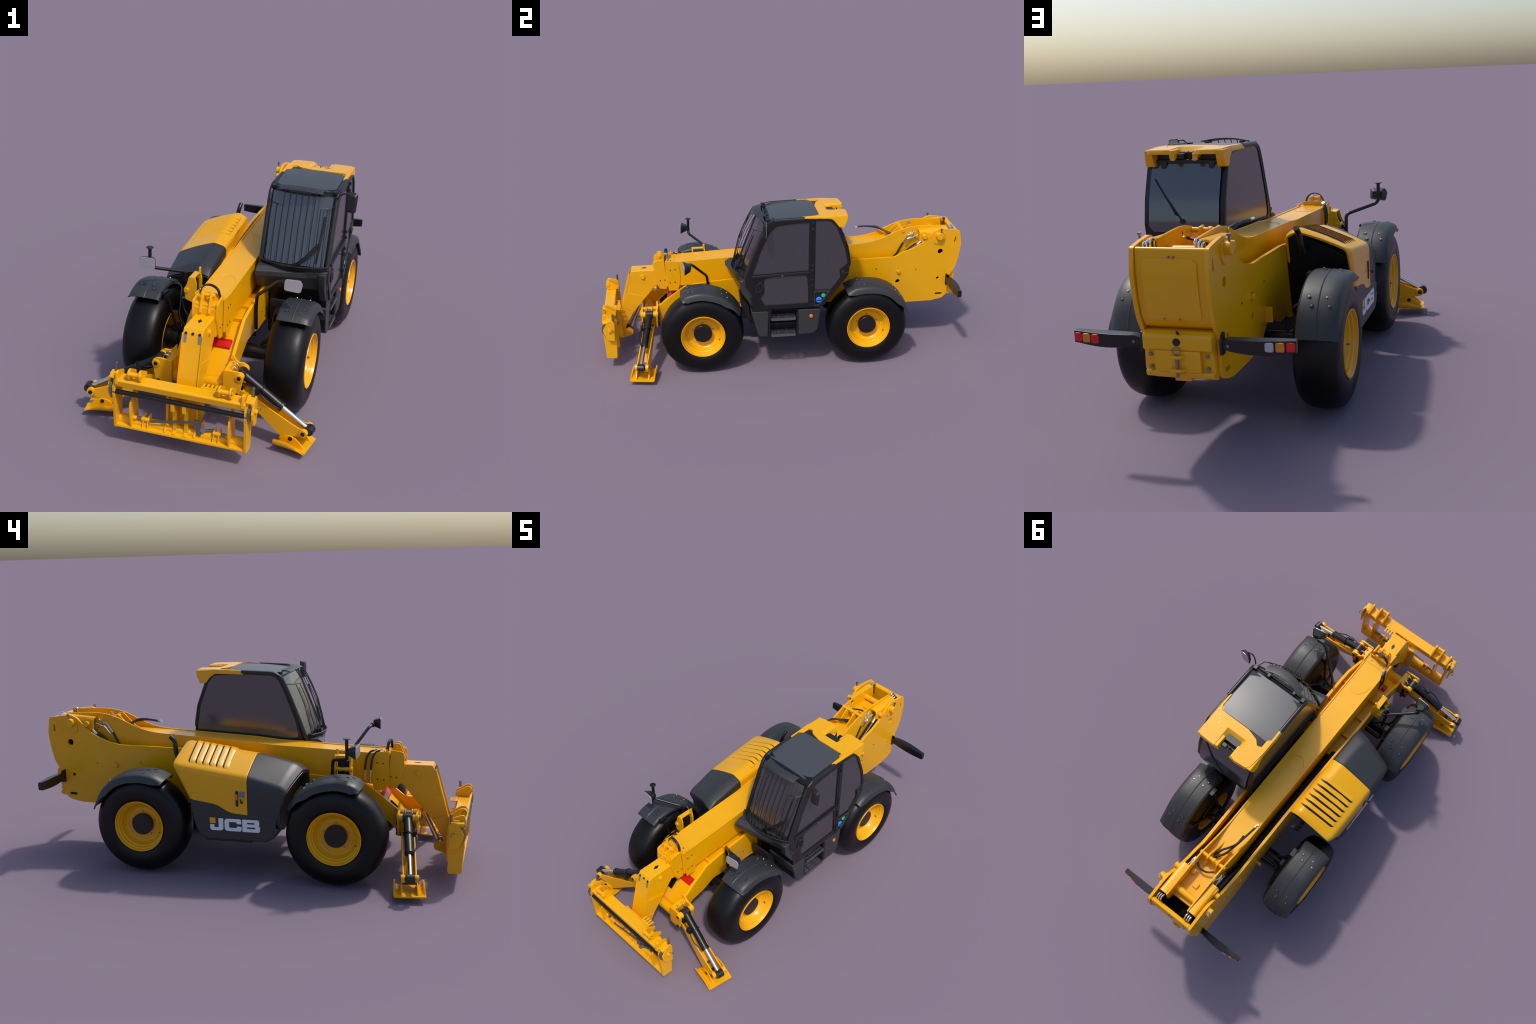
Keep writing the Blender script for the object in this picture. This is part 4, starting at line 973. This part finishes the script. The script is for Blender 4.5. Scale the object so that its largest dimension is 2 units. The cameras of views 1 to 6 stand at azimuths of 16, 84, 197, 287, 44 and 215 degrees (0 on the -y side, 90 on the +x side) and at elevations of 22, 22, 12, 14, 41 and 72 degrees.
    for y in [-0.102, -0.091] + [-0.080 + 0.204 * k / 12 for k in range(13)] + [0.135, 0.146]:
        e = min(y + 0.102, 0.146 - y)
        cut = max(0.0, 0.022 - e)
        rows.append([(0.092 + cut + (0.274 - 2 * cut) * j / 10, y, 0.8490 + 0.013 * math.sin(min(1, (y + 0.102) / 0.21) * pi / 2) + 0.004 * (1 - (j / 5 - 1) ** 2)) for j in range(11)])
    make("roof_pane", G().grid(rows, -0.006), ROOFGLASS, CAB, angle=60)
    make("roof_base", G().loft([[(CX0 + 0.006, y, 0.83), (CX1 - 0.006, y, 0.83), (CX1 - 0.006, y, z - 0.003), (CX1 - 0.022, y, z + 0.001), (CX0 + 0.022, y, z + 0.001), (CX0 + 0.006, y, z - 0.003)] for y, z in ((-0.112, 0.838), (-0.05, 0.848), (0.05, 0.857), (0.15, 0.860), (0.205, 0.858))]), DARK, CAB, bevel=0.003)
    # roof cap
    roof = empty("roof", CAB)
    top = [(0.380, 0.062, 0), (0.381, 0.200, 0.02), (0.374, 0.292, 0.012), (0.362, 0.301, 0.008), (0.300, 0.303, 0.004), (0.284, 0.300, 0.004), (0.284, 0.197, 0.006), (0.178, 0.197, 0.006), (0.180, 0.300, 0.004), (0.164, 0.306, 0.004), (0.106, 0.301, 0.008), (0.090, 0.285, 0.012),
           (0.080, 0.200, 0.02), (0.081, 0.062, 0), (0.091, 0.062, 0), (0.0925, 0.132, 0.004), (0.100, 0.176, 0.01), (0.128, 0.188, 0.01), (0.149, 0.166, 0.006), (0.205, 0.149, 0.01), (0.355, 0.149, 0.006), (0.3685, 0.128, 0.004), (0.3695, 0.062, 0)]
    def level(z, notch, out):
        q = []
        for x, y, r in top:
            if 0.17 < x < 0.29 and 0.19 < y < 0.301:
                x += notch if x < 0.23 else -notch
                if y < 0.25: y += notch
            elif y > 0.06 and (x > 0.37 or x < 0.092) and y < 0.295: x += out if x > 0.2 else -out
            elif y > 0.28: y += out
            q.append((x, y, r))
        return [(x, y, z) for x, y in rounded(q, 0.003, 4, True)]
    g = G().loft([level(0.846, 0.018, 0.001), level(0.858, 0.009, 0.0015), level(0.8675, 0.0, -0.004)])
    def slope(p):
        z = p.z
        if p.z > 0.853:
            z -= 0.004 * max(0.0, (p.y - 0.22) / 0.08) + max(0.0, 0.13 - p.y) * 0.06
        elif p.y > 0.19: z += 0.002
        return (p.x, p.y, z)
    make("roof_cap", g.xf(slope), YEL, roof, bevel=0.004, seg=3)
    for x0, x1, lean in ((0.352, 0.3795, 0.006), (0.1095, 0.0815, -0.006)):
        g = G().prism('x', x0, x1, rounded([(0.10, 0.862), (0.10, 0.8525), (0.200, 0.848, 0.03), (0.228, 0.828), (0.246, 0.804, 0.006), (0.276, 0.800, 0.008), (0.290, 0.830), (0.2985, 0.862)], 0.004))
        make("roof_skirt", g.xf(lambda p: (p.x + (lean * (0.862 - p.z) / 0.06 if abs(p.x - x1) < 0.002 else 0), p.y, p.z)), YEL, roof, bevel=0.004)
    for x0, x1 in ((0.267, 0.291), (0.171, 0.195)):
        lo = (x0 + x1) / 2 - (0.006 if x0 > 0.2 else -0.006)
        m = [(x0, 0.862), (x1, 0.862), (lo + 0.009, 0.824), (lo - 0.009, 0.824)]
        g = G().loft([[(x, 0.235, z if z > 0.85 else 0.846) for x, z in m], [(x, 0.297, z) for x, z in m]])
        make("roof_horn", g, YEL, roof, bevel=0.003)
    # recess under the cap with aerial and camera
    g = G().box(0.112, 0.352, 0.200, 0.246, 0.800, 0.852).box(0.112, 0.352, 0.240, 0.262, 0.812, 0.826)
    make("header_panel", g, DARK, CAB, bevel=0.003)
    make("camera_box", G().box(0.238, 0.262, 0.256, 0.276, 0.829, 0.848), BLACK, CAB, bevel=0.002)
    make("aerial", G().cyl((0.222, 0.262, 0.828), (0.222, 0.266, 0.856), 0.006, 0.002, n=10), BLACK, CAB)
    g = G()
    for x, y in ((0.352, 0.171), (0.338, 0.185), (0.368, 0.150), (0.330, 0.205)):
        g.cyl((x, y, 0.860), (x, y, 0.8690), 0.0018, n=8)
    make("roof_screw", g, CHROME, roof, stuff=True)
    # cowl under the windscreen
    def cowl(x):
        yf = -0.328 + 0.062 * (x - 0.09) / 0.295
        dep = 0.0 if x < 0.28 else min(1.0, (x - 0.28) / 0.03)
        return [(x, -0.20, 0.546), (x, yf + 0.030, 0.546), (x, yf + 0.004 + 0.012 * dep, 0.530), (x, yf + 0.004 + 0.014 * dep, 0.506), (x, yf + 0.018 + 0.012 * dep, 0.490), (x, yf + 0.050, 0.440), (x, -0.20, 0.425)]
    g = G().loft([cowl(0.088 + (0.388 - 0.088) * k / 20) for k in range(21)])
    make("cowl", g, GREY, CAB, bevel=0.004, angle=28)
    make("bulkhead", G().prism('x', 0.128, 0.386, [(-0.215, 0.445), (-0.185, 0.23), (-0.17, 0.22), (-0.10, 0.30), (-0.10, 0.445)]), BLACK, CAB, bevel=0.004)
    make("arch_panel", G().prism('x', 0.145, 0.255, rounded([(-0.258, 0.391), (-0.210, 0.329), (-0.195, 0.236), (-0.222, 0.238), (-0.254, 0.343)], 0.008)), DARK, CAB, bevel=0.004)
    make("sill_trim", G().prism('x', 0.352, 0.384, [(-0.268, 0.528), (-0.245, 0.532), (-0.236, 0.495), (-0.160, 0.366), (-0.184, 0.348), (-0.258, 0.46)]), GREY, CAB, bevel=0.006)
    # step box and steps
    make("storage_box", G().prism('x', 0.22, 0.388, rounded([(-0.210, 0.349), (-0.118, 0.349), (-0.122, 0.202), (-0.160, 0.204), (-0.174, 0.215)], 0.008)), GREY, CAB, bevel=0.006)
    sb = make("storage_box", G().prism('x', 0.22, 0.388, rounded([(0.042, 0.350), (0.163, 0.350), (0.147, 0.228, 0.02), (0.122, 0.206, 0.02), (0.042, 0.203)], 0.008)), GREY, CAB, bevel=0.006)
    make("marker_light", G().cyl((0.386, 0.110, 0.311), (0.393, 0.110, 0.311), 0.010, n=20), AMBER, sb, bevel=0.002)
    make("step_well", G().box(0.20, 0.325, -0.119, 0.043, 0.205, 0.352), BLACK, CAB, bevel=0.003)
    make("step_wall", G().box(0.27, 0.384, -0.1195, -0.108, 0.20, 0.352).box(0.27, 0.384, 0.032, 0.0425, 0.20, 0.352), BLACK, CAB, bevel=0.002)
    make("step_divider", G().box(0.27, 0.350, -0.108, 0.032, 0.256, 0.262), BLACK, CAB)
    for z in (0.303, 0.209):
        g = G().box(0.384, 0.391, -0.101, 0.026, z - 0.010, z + 0.004)
        for x in (0.338, 0.354, 0.370):
            g.box(x - 0.003, x + 0.003, -0.103, 0.028, z - 0.004, z + 0.006)
        for y in (-0.100, -0.062, -0.015, 0.025):
            g.box(0.290, 0.388, y - 0.003, y + 0.003, z - 0.008, z + 0.0045)
        for k in range(14):
            y = -0.097 + 0.119 * k / 13
            g.box(0.3845, 0.3895, y - 0.0022, y + 0.0022, z + 0.004, z + 0.0075)
            g.box(0.368, 0.372, y - 0.0022, y + 0.0022, z + 0.006, z + 0.0085)
        make("step", g, STEEL, CAB)
    # grille of rods in front of the windscreen
    gd = empty("windscreen_guard", CAB)
    def guard_pt(x, z):
        pts = [(0.880, -0.172), (0.808, -0.215), (0.716, -0.256), (0.608, -0.283), (0.545, -0.296)]
        for (z1, y1), (z0, y0) in zip(pts, pts[1:]):
            if z0 <= z <= z1:
                y = y0 + (y1 - y0) * (z - z0) / (z1 - z0); break
        else: y = pts[0][1] if z > 0.8 else pts[-1][1]
        w = abs((x - CXM) / CXH) ** 2.0
        return V((x, y + 0.050 * w, z))
    rods = G()
    n = 10
    for k in range(n):
        x = 0.112 + (0.358 - 0.112) * k / (n - 1)
        ztop = 0.862 if 1 < k < n - 2 else 0.800
        rods.tube([guard_pt(x, ztop + (0.545 - ztop) * i / 8) for i in range(9)], 0.0019, n=6)
    for sx0, sx1 in ((0.092, 0.146), (0.328, 0.384)):
        rods.tube([guard_pt(sx0 + (sx1 - sx0) * i / 4, 0.800) + (V((0, 0.03, 0)) if (i == 0 and sx0 < 0.1) or (i == 4 and sx0 > 0.3) else V()) for i in range(5)], 0.002, n=6)
    make("guard_rod", rods, BLACK, gd)
    rows = [[guard_pt(0.130 + 0.198 * i / 10, 0.868) + V((0, dy, dz - 0.010 * abs(i / 5 - 1) ** 2)) for i in range(11)] for dy, dz in ((0.040, 0.004), (0.014, 0.002), (-0.004, -0.004))]
    make("guard_visor", G().grid(rows, 0.004), GREY, gd, bevel=0.001)
    rows = [[guard_pt(0.084 + 0.302 * i / 14, 0.548) + V((0, dy, dz + (0.010 if i == 0 else 0))) for i in range(15)] for dy, dz in ((0.040, -0.004), (0.004, -0.002), (-0.004, 0.016))]
    make("guard_tray", G().grid(rows, 0.005), DARK, gd, bevel=0.001)
    g = G().box(0.146, 0.160, -0.15, -0.11, 0.853, 0.861).box(0.290, 0.304, -0.15, -0.11, 0.853, 0.861)
    g.box(0.093, 0.110, -0.125, -0.105, 0.845, 0.858).box(0.362, 0.380, -0.125, -0.105, 0.845, 0.858)
    make("guard_bracket", g, BLACK, gd, bevel=0.001)
    # wipers
    g = G().tube([(0.246, -0.262, 0.556), (0.29, -0.262, 0.60), (0.335, -0.237, 0.655)], 0.003, n=8)
    g.tube([(0.252, -0.262, 0.550), (0.30, -0.262, 0.595), (0.342, -0.234, 0.648)], 0.0025, n=8)
    g.tube([(0.348, -0.190, 0.765), (0.340, -0.230, 0.66), (0.333, -0.255, 0.570)], 0.003, n=8)
    g.cyl((0.246, -0.25, 0.552), (0.246, -0.275, 0.558), 0.010, n=12)
    make("wiper", g, BLACK, CAB)
    # mirror on the front post
    g = G().tube([(0.378, -0.120, 0.815), (0.392, -0.140, 0.848), (0.415, -0.152, 0.866), (0.442, -0.148, 0.864)], 0.0032, n=8, fl=0.015)
    g.cyl((0.380, -0.124, 0.79), (0.380, -0.124, 0.835), 0.006, n=10)
    arm = make("mirror_arm", g, BLACK, CAB)
    outl = rounded([(0.421, 0.780, 0.015), (0.470, 0.776, 0.015), (0.476, 0.870, 0.015), (0.425, 0.874, 0.015)], 0.012, 5)
    c = V((0.449, -0.136, 0.826))
    def tilt(p):
        d = V(p) - c
        return c + Matrix.Rotation(math.radians(-2), 3, 'X') @ (Matrix.Rotation(math.radians(-6), 3, 'Z') @ d)
    make("mirror_shell", G().prism('y', -0.134, -0.152, outl, sc=0.72).xf(tilt), DARK, arm, bevel=0.003)
    make("mirror_face", G().prism('y', -0.1325, -0.1345, [(c.x + (x - c.x) * 0.88, c.z + (z - c.z) * 0.88) for x, z in outl]).xf(tilt), MIRROR, arm)
build_cab()

# ------------------------------------------------------------------ fender mirrors with their stalks
def build_mirrors():
    for s in (1, -1):
        if s > 0: path = [(0.130, -0.415, 0.30), (0.127, -0.420, 0.40), (0.130, -0.427, 0.462), (0.243, -0.509, 0.578), (0.270, -0.520, 0.584)]
        else: path = [(0.193, -0.418, 0.400), (0.195, -0.425, 0.518), (0.306, -0.508, 0.551), (0.319, -0.510, 0.565), (0.319, -0.509, 0.640)]
        arm = make("mirror_stalk", G().tube(path, 0.0074, n=12, fl=0.018).mirror(s), BLACK, ROOT)
        c = V((0.313, -0.553, 0.585))
        outl = rounded([(c.x - 0.040, c.z - 0.022), (c.x + 0.032, c.z - 0.030), (c.x + 0.040, c.z + 0.010), (c.x + 0.028, c.z + 0.028), (c.x - 0.038, c.z + 0.030)], 0.013, 5)
        yaw = Matrix.Rotation(math.radians(8 if s > 0 else 4), 3, 'Z')
        turn = lambda p: c + yaw @ (V(p) - c)
        make("lamp_shell", G().prism('y', c.y, c.y + 0.034, outl, sc=0.55).xf(turn).mirror(s), DARK, arm, bevel=0.003)
        make("lamp_face", G().prism('y', c.y - 0.003, c.y + 0.001, [(c.x + (x - c.x) * 0.93, c.z + (z - c.z) * 0.93) for x, z in outl]).xf(turn).mirror(s), MIRROR, arm, bevel=0.001)
        g = G()
        if s < 0:
            g.cyl((0.319, -0.509, 0.638), (0.319, -0.509, 0.642), 0.016, n=16)
            g.box(0.300, 0.326, -0.535, -0.508, 0.575, 0.590)
        else:
            g.box(0.262, 0.300, -0.530, -0.512, 0.574, 0.594)
        make("lamp_bracket", g.mirror(s), BLACK, arm, bevel=0.002)
build_mirrors()

# ------------------------------------------------------------------ valve bracket beside the boom
def build_valve():
    pr = rounded([(-0.1, 0), (0, 0)], 0) if False else None
    pl = rounded([(-0.162, 0.425), (-0.172, 0.470, 0.01), (-0.158, 0.495), (-0.150, 0.528, 0.006), (-0.122, 0.530, 0.006), (-0.115, 0.50), (-0.115, 0.41)], 0.006)
    g = G().prism('y', -0.498, -0.490, pl).prism('y', -0.430, -0.422, pl)
    g.prism('y', -0.491, -0.429, [(-0.150, 0.527), (-0.124, 0.529), (-0.124, 0.523), (-0.150, 0.521)])
    br = make("valve_bracket", g, YEL, ROOT, bevel=0.0015)
    make("bracket_pin", G().cyl((-0.157, -0.504, 0.468), (-0.157, -0.416, 0.468), 0.0105, n=18), YEL, br, bevel=0.001)
    make("bracket_tab", G().box(-0.128, -0.120, -0.436, -0.424, 0.52, 0.552), YEL, br, bevel=0.002)
    g = G().box(-0.150, -0.125, -0.485, -0.436, 0.43, 0.505)
    for z in (0.445, 0.465, 0.485):
        g.cyl((-0.150, -0.46, z), (-0.166, -0.46, z), 0.006, n=10)
    g.tube([(-0.165, -0.45, 0.445), (-0.19, -0.45, 0.42), (-0.18, -0.44, 0.36), (-0.14, -0.42, 0.33)], 0.005, n=8, fl=0.02)
    g.tube([(-0.165, -0.47, 0.46), (-0.185, -0.48, 0.43), (-0.17, -0.49, 0.37), (-0.13, -0.50, 0.33)], 0.005, n=8, fl=0.02)
    make("valve_block", g, BLACK, br, bevel=0.002)
    g = G()
    for y, z in ((-0.45, 0.445), (-0.47, 0.465), (-0.49, 0.43)):
        g.cyl((-0.160, y, z), (-0.176, y, z - 0.004), 0.006, n=10)
    make("hose_fitting", g, STEEL, br)
build_valve()

# ------------------------------------------------------------------ tail-light bars
def build_tail():
    for s in (1, -1):
        pl = rounded([(0.922, 0.402, 0.004), (0.922, 0.335, 0.004), (0.948, 0.335), (0.950, 0.372), (0.940, 0.392)], 0.004)
        bar = empty("tail_light_bar", ROOT)
        make("mount_plate", G().prism('x', 0.1195, 0.128, pl).mirror(s), BLACK, bar, bevel=0.001)
        # swept bar: straight rear face, bowed front
        secs = []
        for k in range(13):
            u = k / 12
            x = 0.126 + (0.344 - 0.126) * u
            depth = 0.021 + 0.013 * math.sin(pi * min(1.0, u + 0.06))
            yb = 0.9235 + depth
            zt = 0.384 + 0.004 * u; zb = 0.352 - 0.008 * math.sin(pi * u)
            if k == 0: zt, zb = 0.378, 0.356
            secs.append([(x, yb, zb), (x, yb, zt), (x, yb - depth, zt + 0.002), (x, yb - depth, zb - 0.001)])
        make("light_housing", G().loft(secs).mirror(s), BLACK, bar, bevel=0.002)
        lens = [(0.329, RED), (0.299, AMBER), (0.269, RED if s > 0 else CLEAR)]
        for x, mt in lens:
            o = rounded([(x - 0.0130, 0.3550), (x + 0.0130, 0.3550), (x + 0.0130, 0.3830), (x - 0.0130, 0.3830)], 0.007, 5)
            u = (x - 0.126) / 0.218
            yl = 0.9235 + 0.021 + 0.013 * math.sin(pi * min(1.0, u + 0.06))
            make("light_lens", G().prism('y', yl - 0.008, yl + 0.0035, o).mirror(s), mt, bar, bevel=0.003)
        g = G().cyl((0.146, 0.942, 0.366), (0.146, 0.9535, 0.366), 0.0045, n=12).cyl((0.1275, 0.936, 0.365), (0.134, 0.936, 0.365), 0.006, n=12)
        make("bar_bolt", g.mirror(s), STEEL, bar)
build_tail()
